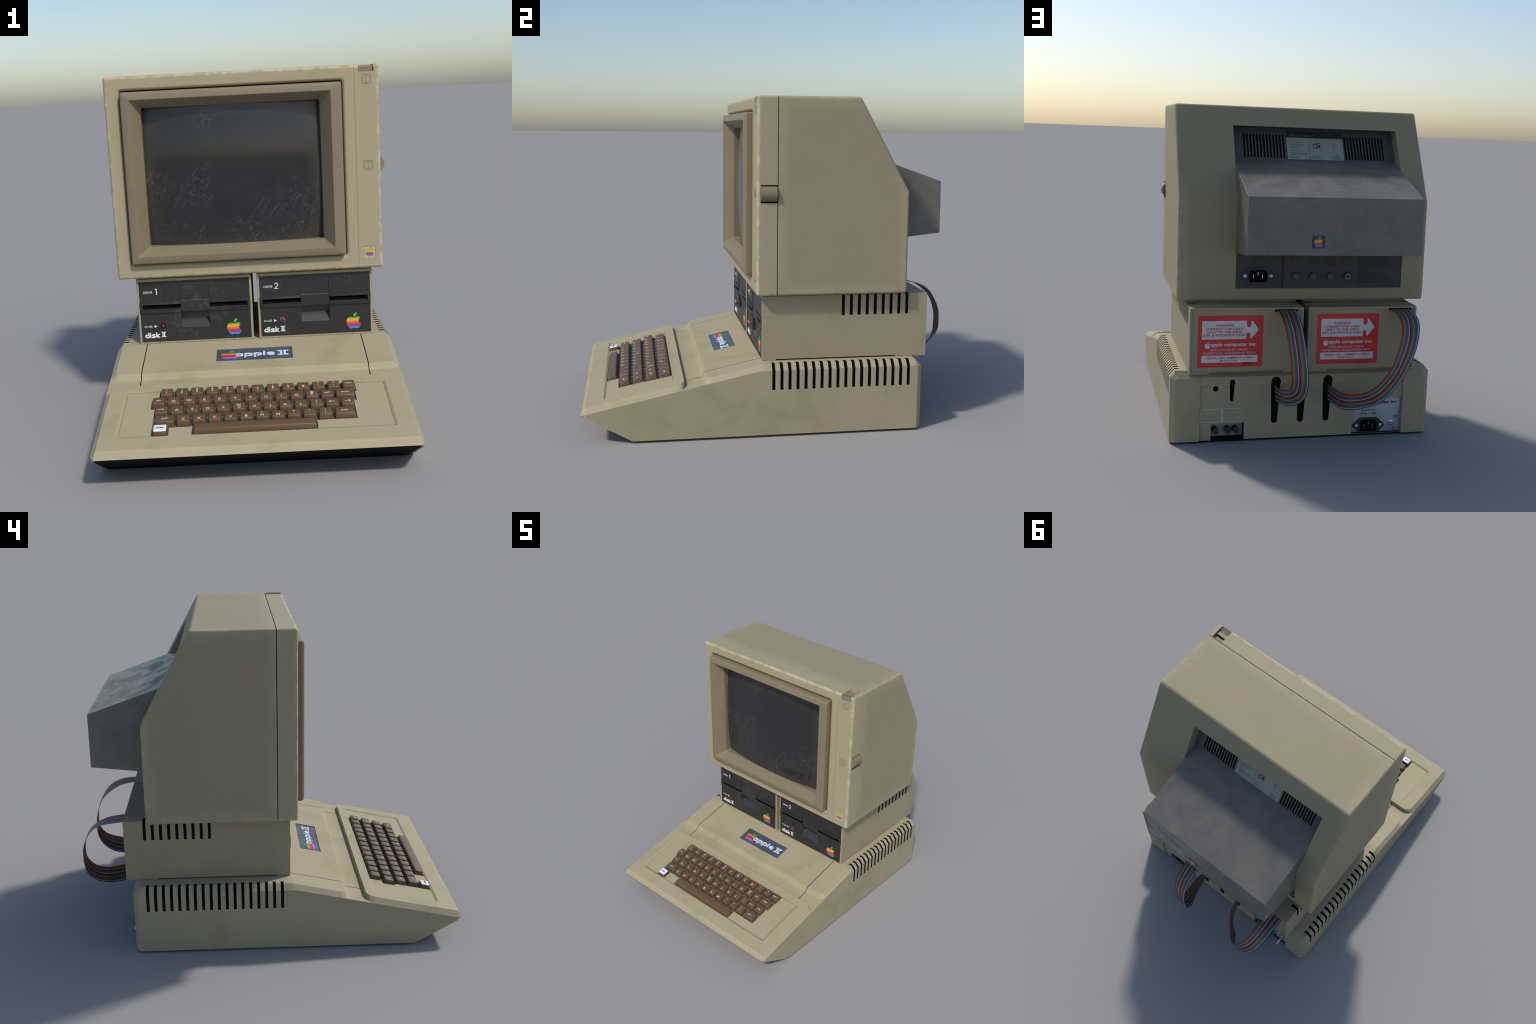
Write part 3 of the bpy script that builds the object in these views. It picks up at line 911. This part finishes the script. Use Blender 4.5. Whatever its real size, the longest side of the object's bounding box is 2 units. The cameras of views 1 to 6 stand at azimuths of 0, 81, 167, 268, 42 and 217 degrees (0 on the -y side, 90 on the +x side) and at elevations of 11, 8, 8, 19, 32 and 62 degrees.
def disk_drive(x0, number, edge_a, edge_b, label_shift, ring_mat):
    W, Y0, Y1, Z0, Z1 = 0.5720, -0.1030, 0.7595, 0.3692, 0.7010
    xc = x0 + W / 2
    D = empty("disk_drive", (xc, (Y0 + Y1) / 2, Z0), "beige floppy disk drive with black front and striped emblem", "disk drive")
    X = lambda a: x0 + a              # a: distance from the drive's left side
    bm = box_bm(x0, x0 + W, Y0, Y1, Z0, Z1)
    bevel_edges(bm, 0.0035, 2)
    body = make_obj("drive_case", bm, BEIGE_DRIVE, D)
    cs = [box("c", X(0.0112), X(W - 0.0112), Y0 - 0.01, Y0 + 0.075, 0.3785, 0.6880, VOID),
          box("c", X(0.0110), X(W - 0.0090), Y1 - 0.0085, Y1 + 0.01, 0.3780, 0.6920, BEIGE_DRIVE)]
    for k in range(9):
        y = 0.3072 + 0.0419 * k
        cs.append(box("c", x0 - 0.02, X(0.012), y, y + 0.0160, 0.5945, 0.72, VOID))
        cs.append(box("c", x0 - 0.02, X(0.045), y, y + 0.0160, 0.6900, 0.72, VOID))
        cs.append(box("c", X(W - 0.045), X(W + 0.02), y, y + 0.0160, 0.6900, 0.72, VOID))
        cs.append(box("c", X(W - 0.012), X(W + 0.02), y, y + 0.0160, 0.5945, 0.72, VOID))
    cs.append(box("c", x0 - 0.02, X(W + 0.02), -0.030, 0.5950, 0.36, 0.3765, VOID))
    cs.append(box("c", X(0.100), X(W - 0.100), 0.66, 0.78, 0.36, 0.3770, VOID))
    cut(body, cs, self_hit=True)
    weighted(body, 30)
    # raised deck on top
    box("drive_deck", X(0.006), X(W - 0.006), -0.092, 0.6050, 0.7000, 0.7104, BEIGE_DRIVE, D, 0.002)
    # --- black front
    fy = Y0 + 0.0030
    face = box("drive_face", X(0.0113), X(W - 0.0113), fy, Y0 + 0.070, 0.3786, 0.6879, BLACK_FACE, D)
    win = prism_x("c", [(fy - 0.01, 0.4450), (fy, 0.4455), (fy + 0.036, 0.4840), (fy + 0.036, 0.530), (fy - 0.01, 0.530)], X(0.2155), X(0.3575), WINDOW_FLOOR)
    slot = hexa("c", [(a, fy - 0.012, b) for a, b in ((X(0.0150), 0.5450), (X(0.5555), 0.5450), (X(0.5555), 0.5720), (X(0.0150), 0.5720))],
                [(a, fy + 0.055, b) for a, b in ((X(0.0330), 0.5540), (X(0.5370), 0.5540), (X(0.5370), 0.5600), (X(0.0330), 0.5600))], VOID)
    cut(face, [win, slot])
    cut(face, [box("c", X(0.2150), X(0.3585), fy - 0.01, fy + 0.022, 0.5240, 0.6645, BLACK_FACE)])
    # slot surround in two halves, latch between them
    by = Y0 - 0.0035
    for a, b in ((0.0095, 0.2150), (0.3585, 0.5630)):
        band = box("slot_surround", X(a), X(b), by, fy + 0.020, 0.5250, 0.5822, BLACK_FACE, D, 0.0016)
        xa, xb = X(max(a, 0.0225)) - (0.02 if a > 0.1 else 0), X(min(b, 0.5485)) + (0.02 if b < 0.3 else 0)
        c = hexa("c", [(p, by - 0.003, q) for p, q in ((xa - 0.002, 0.5345), (xb + 0.002, 0.5345), (xb + 0.002, 0.5690), (xa - 0.002, 0.5690))],
                 [(p, fy + 0.025, q) for p, q in ((xa + 0.013, 0.5565), (xb - 0.013, 0.5565), (xb - 0.013, 0.5650), (xa + 0.013, 0.5650))], BLACK_FACE)
        cut(band, [c])
    ly = fy + 0.0004
    prism_x("latch", [(fy + 0.0215, 0.6640), (fy + 0.0028, 0.6640), (fy + 0.0028, 0.5850), (ly, 0.5830), (ly - 0.0008, 0.5290), (ly + 0.003, 0.5245), (fy + 0.0215, 0.5245)], X(0.2157), X(0.3580), BLACK_FACE, D, 0.0012)
    fp = Plane((x0, fy, 0), (1, 0, 0), (0, 0, 1), D)
    # engraved lines of the name field and latch panel
    LN = plain("face_line", (0.050, 0.050, 0.049), 0.6)
    fp.strokes("face_line", [([(0.1170, 0.672), (0.1170, 0.592), (0.1120, 0.586), (0.020, 0.586)], 0.0016, False), ([(0.2135, 0.600), (0.2135, 0.6660), (0.3605, 0.6660), (0.3605, 0.600)], 0.0014, False)], LN, h=0.0004)
    fp.text("drive_lettering", "DRIVE", 0.0325, 0.6270, WHITE, width=0.0440, height=0.0118)
    if number == 1:
        fp.strokes("drive_number", [([(0.0915, 0.6475), (0.0985, 0.6475), (0.0985, 0.6195)], 0.0046, False)], WHITE)
    else:
        fp.strokes("drive_number", [(arc(0.0955, 0.6415, 0.0075, 0.0080, 165, -15, 8) + [(0.0985, 0.6320), (0.0890, 0.6225), (0.0880, 0.6218), (0.1045, 0.6218)], 0.0040, False)], WHITE)
    fp.text("drive_lettering", "IN USE", 0.0270, 0.4525, WHITE, width=0.0390, height=0.0100)
    fp.poly("pointer_mark", [(0.0765, 0.4505), (0.0920, 0.4575), (0.0765, 0.4645)], WHITE)
    bold_word("drive_lettering", fp, "disk", 0.0265, 0.3985, 0.0760, 0.0190, WHITE)
    bold_word("drive_lettering", fp, "][", 0.1090, 0.4005, 0.0230, 0.0190, WHITE)
    striped_fruit("drive_emblem", fp, 0.4760, 0.3970, 0.0735, 0.0665, STRIPE)
    lathe("lamp_ring", [(0.0135, 0.0), (0.0135, 0.0014), (0.0100, 0.0014)], (X(0.1205), fy + 0.0002, 0.4595), (0, -1, 0), ring_mat, D)
    lathe("lamp", [(0.0098, 0.0), (0.0098, 0.0050), (0.0080, 0.0095), (0.0045, 0.0120), (0.0, 0.0128)], (X(0.1205), fy, 0.4595), (0, -1, 0), LENS, D)
    for a in (0.0985, 0.4730):
        box("frame_seam", X(a) - 0.0008, X(a) + 0.0008, Y0 - 0.0004, Y0 + 0.004, 0.3695, 0.3783, GROOVE, D)
    # --- back
    du, dv = label_shift
    bpn = Plane((x0 + W, Y1 - 0.0085, 0), (-1, 0, 0), (0, 0, 1), D)
    U = lambda a: a + du
    V = lambda b: b + dv
    bpn.poly("warning_label", round_rect(U(0.0410), U(0.3660), V(0.4030), V(0.6630), 0.008), LABEL_RED)
    lp = Plane(bpn.at(0, 0, 0.0012), bpn.u, bpn.v, D)
    t = 0.0
    arrow = [(0.0605, 0.5445), (0.2785, 0.5445), (0.2820, 0.5480)]
    arrow += [(0.2920 + 0.0105 * math.cos(math.radians(a)), 0.5660 + 0.0105 * math.sin(math.radians(a))) for a in range(180, -1, -30)]
    arrow += [(0.3030, 0.5480), (0.3080, 0.5470), (0.3440, 0.5915), (0.3120, 0.6360), (0.3060, 0.6340)]
    arrow += [(0.2940 + 0.0105 * math.cos(math.radians(a)), 0.6150 - 0.0105 * math.sin(math.radians(a))) for a in range(0, 181, 30)]
    arrow += [(0.2830, 0.6340), (0.2800, 0.6370), (0.0635, 0.6370), (0.0605, 0.6340)]
    lp.poly("label_arrow", [(U(a), V(b)) for a, b in arrow], LABEL_WHITE)
    lp.poly("label_box", round_rect(U(0.0605), U(0.3420), V(0.4270), V(0.4630), 0.004), LABEL_WHITE)
    ip = Plane(lp.at(0, 0, 0.0012), lp.u, lp.v, D)
    for s, c, z, w, hh in (("WARNING", 0.172, 0.6085, 0.091, 0.0125), ("CONNECT THIS CABLE", 0.172, 0.5915, 0.188, 0.0118), ("ONLY TO THE APPLE", 0.172, 0.5755, 0.176, 0.0118), ("DISK ][ INTERFACE CARD", 0.172, 0.5600, 0.212, 0.0118)):
        ip.text("label_lettering", s, U(c), V(z), REDINK, width=w, height=hh, align="CENTER", bold=0.012)
    ip.text("label_lettering", "SERIAL NO. A2M0003-" + ("119074" if number == 1 else "119651"), U(0.202), V(0.4455), REDINK, width=0.238, height=0.0110, align="CENTER", bold=0.008)
    ip.text("label_lettering", "MADE IN U.S.A.", U(0.198), V(0.4325), REDINK, width=0.088, height=0.0075, align="CENTER", bold=0.008)
    lp.text("label_lettering", "apple computer inc.", U(0.1020), V(0.5100), LABEL_WHITE, width=0.2340, height=0.0185, bold=0.030)
    lp.poly("label_emblem", [(U(0.0880) + a * 0.027, V(0.4985) + b * 0.027) for a, b in smooth_closed(FRUIT, 3)], LABEL_WHITE)
    lp.poly("label_emblem", [(U(0.0880) + a * 0.027, V(0.4985) + b * 0.027) for a, b in smooth_closed(LEAF, 3)], LABEL_WHITE)
    lp.text("label_lettering", "10260 BANDLEY DRIVE", U(0.196), V(0.4860), LABEL_WHITE, width=0.188, height=0.0110, align="CENTER")
    lp.text("label_lettering", "CUPERTINO, CALIFORNIA 95014", U(0.198), V(0.4695), LABEL_WHITE, width=0.260, height=0.0110, align="CENTER")
    if number == 2:
        lp.text("label_stamp", "0838", U(0.2660), V(0.4130), INK, width=0.050, height=0.0115, bold=0.01)
    # cable opening
    box("cable_opening", X(W) - 0.5450, X(W) - 0.4230, Y1 - 0.030, Y1 - 0.0077, 0.6790, 0.6915, VOID, D)
    ribbon_cable(D, edge_a, edge_b)
    return D

cable_two_a = [(0.163, 0.735, 0.6860), (0.163, 0.775, 0.6865), (0.165, 0.850, 0.675), (0.161, 0.914, 0.641), (0.156, 0.955, 0.590), (0.150, 0.988, 0.517), (0.143, 0.9955, 0.450),
               (0.137, 0.991, 0.390), (0.136, 0.952, 0.342), (0.143, 0.880, 0.314), (0.152, 0.800, 0.298), (0.152, 0.650, 0.288)]
cable_two_b = [(0.071, 0.735, 0.6850), (0.071, 0.775, 0.6855), (0.071, 0.853, 0.665), (0.070, 0.926, 0.615), (0.068, 0.968, 0.559), (0.061, 0.992, 0.480), (0.055, 0.9960, 0.420),
               (0.053, 0.991, 0.360), (0.058, 0.962, 0.300), (0.077, 0.910, 0.251), (0.115, 0.825, 0.215), (0.148, 0.650, 0.190)]
cable_one_a = [(-0.427, 0.735, 0.6845), (-0.427, 0.775, 0.6850), (-0.435, 0.860, 0.672), (-0.430, 0.925, 0.634), (-0.417, 0.962, 0.588), (-0.390, 0.988, 0.515), (-0.360, 0.9955, 0.442),
               (-0.325, 0.992, 0.390), (-0.283, 0.960, 0.331), (-0.235, 0.908, 0.291), (-0.186, 0.855, 0.275), (-0.152, 0.787, 0.274), (-0.124, 0.650, 0.292)]
cable_one_b = [(-0.534, 0.735, 0.6835), (-0.534, 0.775, 0.6840), (-0.530, 0.885, 0.664), (-0.518, 0.945, 0.614), (-0.490, 0.983, 0.530), (-0.452, 0.9955, 0.446), (-0.410, 0.9970, 0.370),
               (-0.362, 0.990, 0.305), (-0.313, 0.950, 0.246), (-0.263, 0.890, 0.209), (-0.212, 0.853, 0.189), (-0.166, 0.785, 0.182), (-0.126, 0.650, 0.200)]
disk_drive(-0.5715, 1, cable_one_a, cable_one_b, (0.0062, 0.0015), VOID)
disk_drive(0.0275, 2, cable_two_a, cable_two_b, (0.0010, -0.0018), GREYRING)

# =====================================================================
#  MONITOR
# =====================================================================
MONITOR = empty("crt_monitor", (0, 0.25, 0.7108), "boxy beige tube monitor with dark screen and grey rear hump", "monitor")
HX, MZ0, MZ1, MY0, SEAM = 0.6520, 0.7108, 1.6890, -0.1385, -0.0355

# ---- front shell
bm = box_bm(-HX, HX, MY0, SEAM - 0.0024, MZ0, MZ1)
bevel_edges(bm, 0.0135, 4, lambda e: min(e.verts[0].co.y, e.verts[1].co.y) < MY0 + 0.001)
FRONT = make_obj("front_shell", bm, BEIGE_FRONT, MONITOR)
BX0, BX1, BZ0, BZ1 = -0.5735, 0.4708, 0.7875, 1.6148      # screen surround outer box
rings = []
for y, e, r in ((MY0 - 0.004, 0.0215, 0.020), (MY0 + 0.0001, 0.0175, 0.018), (MY0 + 0.0022, 0.0125, 0.016), (MY0 + 0.0060, 0.0085, 0.014), (MY0 + 0.0120, 0.0062, 0.012), (-0.0400, 0.0052, 0.011)):
    rings.append([(x, y, z) for x, z in round_rect(BX0 - e, BX1 + e, BZ0 - e, BZ1 + e, r, 4)])
well_cut = make_obj("c", loft(rings), BEIGE_FRONT)
logo_cut = box("c", 0.5600, 0.6175, MY0 - 0.01, MY0 + 0.0045, 0.7580, 0.8195, BEIGE)
seam_cuts = [box("c", 0.5340, 0.5350, MY0 - 0.01, MY0 + 0.0014, MZ0 - 0.01, MZ1 + 0.01, BROWNLINE)]
switch_cut = box("c", 0.5555, 0.6265, MY0 - 0.01, -0.0400, 1.6560, MZ1 + 0.01, BEIGE)
knob_cut = box("c", HX - 0.036, HX + 0.01, -0.1212, -0.0383, 1.1722, 1.2606, GROOVE)
cut(FRONT, [well_cut, logo_cut, knob_cut])
cut(FRONT, [switch_cut])
cut(FRONT, seam_cuts)
weighted(FRONT, 30)

# ---- rear shell
yz = [(SEAM + 0.0020, MZ0), (0.6325, MZ0), (0.6320, 1.2260), (0.3740, MZ1), (SEAM + 0.0020, MZ1)]
REAR = prism_x("rear_shell", yz, -HX, HX, BEIGE_REAR, MONITOR)
bm = bmesh.new()
bm.from_mesh(REAR.data)
bevel_edges(bm, 0.0135, 4, lambda e: max(e.verts[0].co.y, e.verts[1].co.y) > SEAM + 0.004)
bm.to_mesh(REAR.data)
bm.free()
RX0, RX1 = -0.5250, 0.3570
rc = prism_x("c", [(0.300, 1.5880), (0.80, 1.5880), (0.80, 0.7745), (0.600, 0.7745), (0.600, 1.0), (0.430, 1.25), (0.300, 1.52)], RX0, RX1, BEIGE_REAR)
bm = bmesh.new()
bm.from_mesh(rc.data)
bevel_edges(bm, 0.012, 3, lambda e: abs(e.verts[0].co.x - e.verts[1].co.x) < 1e-4 and min(e.verts[0].co.y, e.verts[1].co.y) > 0.29 and (abs(e.verts[0].co.z - e.verts[1].co.z) < 1e-4) is False)
bm.to_mesh(rc.data)
bm.free()
cut(REAR, [rc])
weighted(REAR, 30)
# dark liner that shows in the seam between the two shells
box("seam_liner", -HX + 0.005, HX - 0.005, SEAM - 0.004, SEAM + 0.004, MZ0 + 0.005, MZ1 - 0.005, VOID, MONITOR)

# ---- screen surround and glass
def box_ring(y, x0, x1, z0, z1, r):
    return [(x, y, z) for x, z in round_rect(x0, x1, z0, z1, r, 4)]
OUT = (BX0, BX1, BZ0, BZ1)
RIDGE = (-0.5330, 0.4185, 0.8265, 1.5770)
INN = (-0.4872, 0.3715, 0.8630, 1.5385)
def grow(b, e): return (b[0] - e, b[1] + e, b[2] - e, b[3] + e)
rings = [box_ring(-0.100, *OUT, 0.010), box_ring(-0.1600, *OUT, 0.010), box_ring(-0.1670, *grow(OUT, -0.0015), 0.010), box_ring(-0.1720, *grow(OUT, -0.0055), 0.009),
         box_ring(-0.1755, *grow(OUT, -0.0130), 0.008), box_ring(-0.1785, *grow(RIDGE, 0.004), 0.007), box_ring(-0.1785, *RIDGE, 0.007), box_ring(-0.1760, *grow(RIDGE, -0.0025), 0.007),
         box_ring(-0.1200, *grow(INN, 0.001), 0.007), box_ring(-0.1160, *grow(INN, -0.0015), 0.007), box_ring(-0.048, *grow(INN, -0.0030), 0.007), box_ring(-0.045, *grow(OUT, -0.02), 0.01)]
bm = loft(rings, close_ends=False)
BEZEL = make_obj("screen_surround", bm, BROWN_BEZEL, MONITOR)
weighted(BEZEL, 24)

gx0, gx1, gz0, gz1 = -0.4855, 0.3695, 0.8645, 1.5370
def glass_y(x, z):
    return -0.1365 + 0.240 * (x + 0.057) ** 2 + 0.20 * (z - 1.2015) ** 2
bm = bmesh.new()
NX, NZ = 48, 40
front = [[bm.verts.new((gx0 + (gx1 - gx0) * i / NX, glass_y(gx0 + (gx1 - gx0) * i / NX, gz0 + (gz1 - gz0) * j / NZ), gz0 + (gz1 - gz0) * j / NZ)) for i in range(NX + 1)] for j in range(NZ + 1)]
for j in range(NZ):
    for i in range(NX):
        bm.faces.new((front[j][i], front[j][i + 1], front[j + 1][i + 1], front[j + 1][i]))
edge = front[0][:] + [front[j][NX] for j in range(1, NZ + 1)] + front[NZ][NX - 1::-1] + [front[j][0] for j in range(NZ - 1, 0, -1)]
back = [bm.verts.new((v.co.x, -0.046, v.co.z)) for v in edge]
for i in range(len(edge)):
    j = (i + 1) % len(edge)
    bm.faces.new((edge[i], back[i], back[j], edge[j]))
bm.faces.new(back)
make_obj("picture_tube", bm, GLASS, MONITOR, smooth=40)

# ---- front controls
pp = Plane((0, MY0, 0), (1, 0, 0), (0, 0, 1), MONITOR)
for z, k in ((1.6205, 0), (1.2145, 1)):
    cx = 0.5915
    lines = [(round_rect(cx - 0.0220, cx + 0.0220, z - 0.0222, z + 0.0222, 0.001, 1), 0.0016, True),
             (arc(cx, z, 0.0175, 0.0180, 90 if k == 0 else 100, 450 if k == 0 else 445, 20), 0.0012, False),
             ([(cx - 0.0005, z + 0.0175), (cx - 0.0005, z - 0.0175)], 0.0014, False)]
    pp.strokes("control_symbol", lines, BROWNLINE, h=0.0005)
box("emblem_plate", 0.5610, 0.6165, MY0 + 0.0020, MY0 + 0.010, 0.7590, 0.8185, BOXWHITE, MONITOR)
ep = Plane((0, MY0 + 0.0020, 0), (1, 0, 0), (0, 0, 1), MONITOR)
striped_fruit("front_emblem", ep, 0.5880, 0.7695, 0.0400, 0.0385, STRIPE)

# top rocker switch: curved front half, low rear half
def rocker():
    prof = [(-0.1375, 1.6565), (-0.1375, 1.6770), (-0.1340, 1.6820), (-0.1240, 1.6790), (-0.1120, 1.6755), (-0.0980, 1.6735), (-0.0850, 1.6745), (-0.0765, 1.6775), (-0.0765, 1.6570)]
    prism_x("rocker_switch", prof, 0.5565, 0.6215, BROWN_BEZEL, MONITOR)
    box("switch_gap", 0.5557, 0.6263, MY0 + 0.004, -0.0402, 1.6550, 1.6580, VOID, MONITOR)
    box("switch_floor", 0.5560, 0.6225, -0.0710, -0.0405, 1.6555, 1.6660, BROWN_BEZEL, MONITOR)
rocker()
# side thumb wheel
R = 0.0415
prof = []
for k in range(15):
    a = math.radians(-80 + 160 * k / 14)
    prof.append((0.6715 - R + R * math.cos(a), 1.2164 + R * math.sin(a)))
rings = [[(x, y, z) for x, z in prof] + [(0.618, y, prof[-1][1]), (0.618, y, prof[0][1])] for y in (-0.1195, -0.0400)]
make_obj("thumb_wheel", loft(rings), BROWN_BEZEL, MONITOR, smooth=30)

# ---- rear housing
def vent_y(z): return 0.4450 - 0.5545 * (z - 1.4237)
panel = prism_x("vent_panel", [(vent_y(1.587), 1.5872), (vent_y(1.4150), 1.4150), (0.455, 1.36), (0.42, 1.35), (0.33, 1.5872)], RX0 + 0.0004, RX1 - 0.0004, PANEL_TOP, MONITOR)
slots = []
nv = (0.8745, 0.4851)
def along_vent(z, off):
    return (vent_y(z) + nv[0] * off, z + nv[1] * off)
quad = [along_vent(1.4290, 0.01), along_vent(1.5470, 0.01), along_vent(1.5470, -0.011), along_vent(1.4290, -0.011)]
for x0 in (0.2965, -0.2500):
    for k in range(13):
        x = x0 - 0.01745 * k
        slots.append(prism_x("c", quad, x - 0.0088, x, VOID))
cut(panel, slots)
panel_plane = Plane((0, vent_y(1.4237), 1.4237), (-1, 0, 0), (0, -0.4851, 0.8745), MONITOR)
panel_plane.poly("rating_label", [(-0.0645, 0.0), (0.2425, 0.0), (0.2425, 0.1645), (-0.0645, 0.1645)], LABEL_PALE, -0.001, 0.0012)
lab = Plane(panel_plane.at(0, 0, 0.0012), panel_plane.u, panel_plane.v, MONITOR)
lab.poly("rating_label_band", [(-0.0645, 0.1270), (0.2425, 0.1270), (0.2425, 0.1645), (-0.0645, 0.1645)], LABEL_DARK)
lab.strokes("label_rule", [([(0.0550, 0.004), (0.0550, 0.122)], 0.0014, False)], PALEPRINT)
PB = plain("band_print", (0.075, 0.085, 0.095), 0.5)
bandp = Plane(lab.at(0, 0, 0.0012), lab.u, lab.v, MONITOR)
bandp.poly("band_emblem", [(-0.0350 + a * 0.017, 0.1330 + b * 0.016) for a, b in smooth_closed(FRUIT, 3)], PB)
bandp.text("label_print", "apple computer", -0.022, 0.1360, PB, width=0.118, height=0.0125, bold=0.02)
for s, u, v, w, h in (("Model: A2M2010", -0.0500, 0.0980, 0.074, 0.0075), ("Volts: 107-132 V~", -0.0500, 0.0850, 0.082, 0.0070), ("Hertz: 50/60", -0.0500, 0.0745, 0.060, 0.0070), ("Amps: 0.5", -0.0500, 0.0640, 0.046, 0.0070),
                      ("Serial No.", -0.0490, 0.0490, 0.040, 0.0065), ("Made in Ireland", -0.0490, 0.0085, 0.054, 0.0065), ("Cupertino CA", 0.0690, 0.0170, 0.050, 0.0060), ("95014 U.S.A.", 0.0690, 0.0080, 0.060, 0.0060),
                      ("Design", 0.1740, 0.0230, 0.046, 0.0060), ("patents", 0.1760, 0.0140, 0.044, 0.0060), ("pending", 0.1780, 0.0050, 0.044, 0.0060)):
    lab.text("label_print", s, u, v, PALEPRINT, width=w, height=h)
lab.text("label_print", "0095094", -0.0490, 0.0235, PALEPRINT, width=0.090, height=0.0170)
lab.strokes("approval_mark", [(arc(0.0860, 0.0790, 0.0085, 0.0140, 40, 300, 10) + [(0.0945, 0.0720), (0.0945, 0.0790), (0.1150, 0.0790), (0.1150, 0.0860)], 0.0038, False),
                              ([(0.1150, 0.0970), (0.0980, 0.0970), (0.0970, 0.0900), (0.1130, 0.0840), (0.1150, 0.0720), (0.0980, 0.0690)], 0.0038, False)], INK)
lab.strokes("recycling_mark", [([(0.1900, 0.0620), (0.1900, 0.0910)], 0.0020, False), ([(0.1790, 0.0850), (0.1840, 0.0900), (0.1900, 0.0915), (0.1960, 0.0900), (0.2010, 0.0850)], 0.0020, False)], PALEPRINT)

lower = box("socket_panel", RX0 + 0.0004, RX1 - 0.0004, 0.590, 0.6270, 0.7750, 1.00, PANEL_GREY, MONITOR)
box("adjuster_block", -0.2822, 0.1135, 0.600, 0.6440, 0.7770, 0.970, PANEL_GREY, MONITOR, 0.0012)
hump = prism_x("rear_hump", [(0.4460, 1.4185), (0.9030, 1.2605), (0.9050, 0.9820), (0.6150, 0.9510), (0.590, 0.99), (0.590, 1.20), (0.4400, 1.38)], -0.5200, 0.3562, REAR_GREY, MONITOR, bevel=0.0035, seg=2, test=lambda e: max(e.verts[0].co.y, e.verts[1].co.y) > 0.8)
for v in hump.data.vertices:
    if v.co.y < 0.7:
        v.co.x += 0.0022 if v.co.x > 0 else -0.0050
box("hump_emblem_frame", -0.0240, 0.0415, 0.896, 0.9055, 1.0175, 1.0790, PANEL_GREY, MONITOR, 0.001)
hp = Plane((0, 0.9055, 0), (-1, 0, 0), (0, 0, 1), MONITOR)
striped_fruit("rear_emblem", hp, -0.0085, 1.0240, 0.0470, 0.0415, STRIPE)

# sockets and knobs under the hump
power_inlet("power_inlet", 0.2423, 0.8383, 0.6275, 0.0940, 0.0415, MONITOR, [lower])
for x in (0.0510, -0.0398, -0.1303):
    lathe("adjuster_knob", [(0.0185, 0.0), (0.0180, 0.015), (0.0165, 0.018), (0.0, 0.0185)], (x, 0.6440, 0.8395), (0, 1, 0), KNOB_GREY, MONITOR, smooth=30)
lathe("video_jack", [(0.0235, 0.0), (0.0235, 0.004), (0.0175, 0.005), (0.0172, 0.020), (0.0150, 0.0205)], (-0.2210, 0.6440, 0.8395), (0, 1, 0), CONNECTOR, MONITOR, smooth=30)
lathe("jack_rim", [(0.0160, 0.0), (0.0160, 0.0025), (0.0135, 0.0025), (0.0130, 0.0010)], (-0.2210, 0.6641, 0.8395), (0, 1, 0), GREYRING, MONITOR, smooth=30)
lathe("jack_hole", [(0.0060, 0.0), (0.0060, 0.0030)], (-0.2210, 0.6641, 0.8395), (0, 1, 0), VOID, MONITOR, smooth=30)
sp = Plane((0, 0.6270, 0), (-1, 0, 0), (0, 0, 1), MONITOR)
ap = Plane((0, 0.6440, 0), (-1, 0, 0), (0, 0, 1), MONITOR)
DIM = plain("panel_line", (0.021, 0.020, 0.018), 0.7)
for cx in (-0.2455, -0.0530, 0.0400, 0.1295, 0.2210):
    (sp if cx < -0.2 else ap).strokes("socket_symbol", [(round_rect(cx - 0.0225, cx + 0.0225, 0.8925, 0.9345, 0.001, 1), 0.0018, True)], DIM)
sp.strokes("socket_symbol", [([(-0.263, 0.915), (-0.252, 0.905), (-0.240, 0.922), (-0.229, 0.912)], 0.0018, False)], DIM)
ap.strokes("socket_symbol", [(arc(-0.0530, 0.912, 0.014, 0.012, 200, -20, 8), 0.0018, False)], DIM)
ap.strokes("socket_symbol", [([(0.033, 0.899), (0.033, 0.928)], 0.0018, False), ([(0.047, 0.899), (0.047, 0.928)], 0.0018, False)], DIM)
ap.strokes("socket_symbol", [(arc(0.1295, 0.9135, 0.0155, 0.0160, 0, 340, 14), 0.0022, True)], DIM)
ap.strokes("socket_symbol", [([(0.209, 0.905), (0.221, 0.920), (0.234, 0.920)], 0.0018, False)], DIM)
sp.strokes("panel_line", [([(0.2871, 0.8630), (0.4960, 0.8630)], 0.0022, False)], INK)
warn = ["TO PREVENT ELECTRICAL SHOCK DO", "NOT REMOVE COVER. NO USER", "SERVICEABLE PARTS INSIDE. REFER", "SERVICING TO QUALIFIED SERVICE", "PERSONNEL. THIS PRODUCT COMPLIES", "WITH DHHS RULES 21 CFR SUB", "CHAPTER J APPLICABLE AT DATE OF", "MANUFACTURE."]
for i, s in enumerate(warn):
    sp.text("panel_lettering", s, 0.2905, 0.9330 - 0.0090 * i, INK, width=0.0061 * len(s), height=0.0056)
avis = ["POUR EVITER LES CHOCS", "ELECTRIQUES NE PAS RETIRER LE", "COUVERCLE. AUCUNE PIECE", "REPARABLE PAR L'UTILISATEUR A", "L'INTERIEUR. REFERER L'ENTRETIEN", "AU PERSONNEL D'ENTRETIEN", "QUALIFIE. CE PRODUIT EST CONFORME"]
for i, s in enumerate(avis):
    sp.text("panel_lettering", s, 0.2885, 0.8520 - 0.0090 * i, INK, width=0.0059 * len(s), height=0.0056)
sp.text("panel_lettering", "825-0660-A", 0.4300, 0.7840, INK, width=0.062, height=0.0056)

bpy.context.view_layer.update()
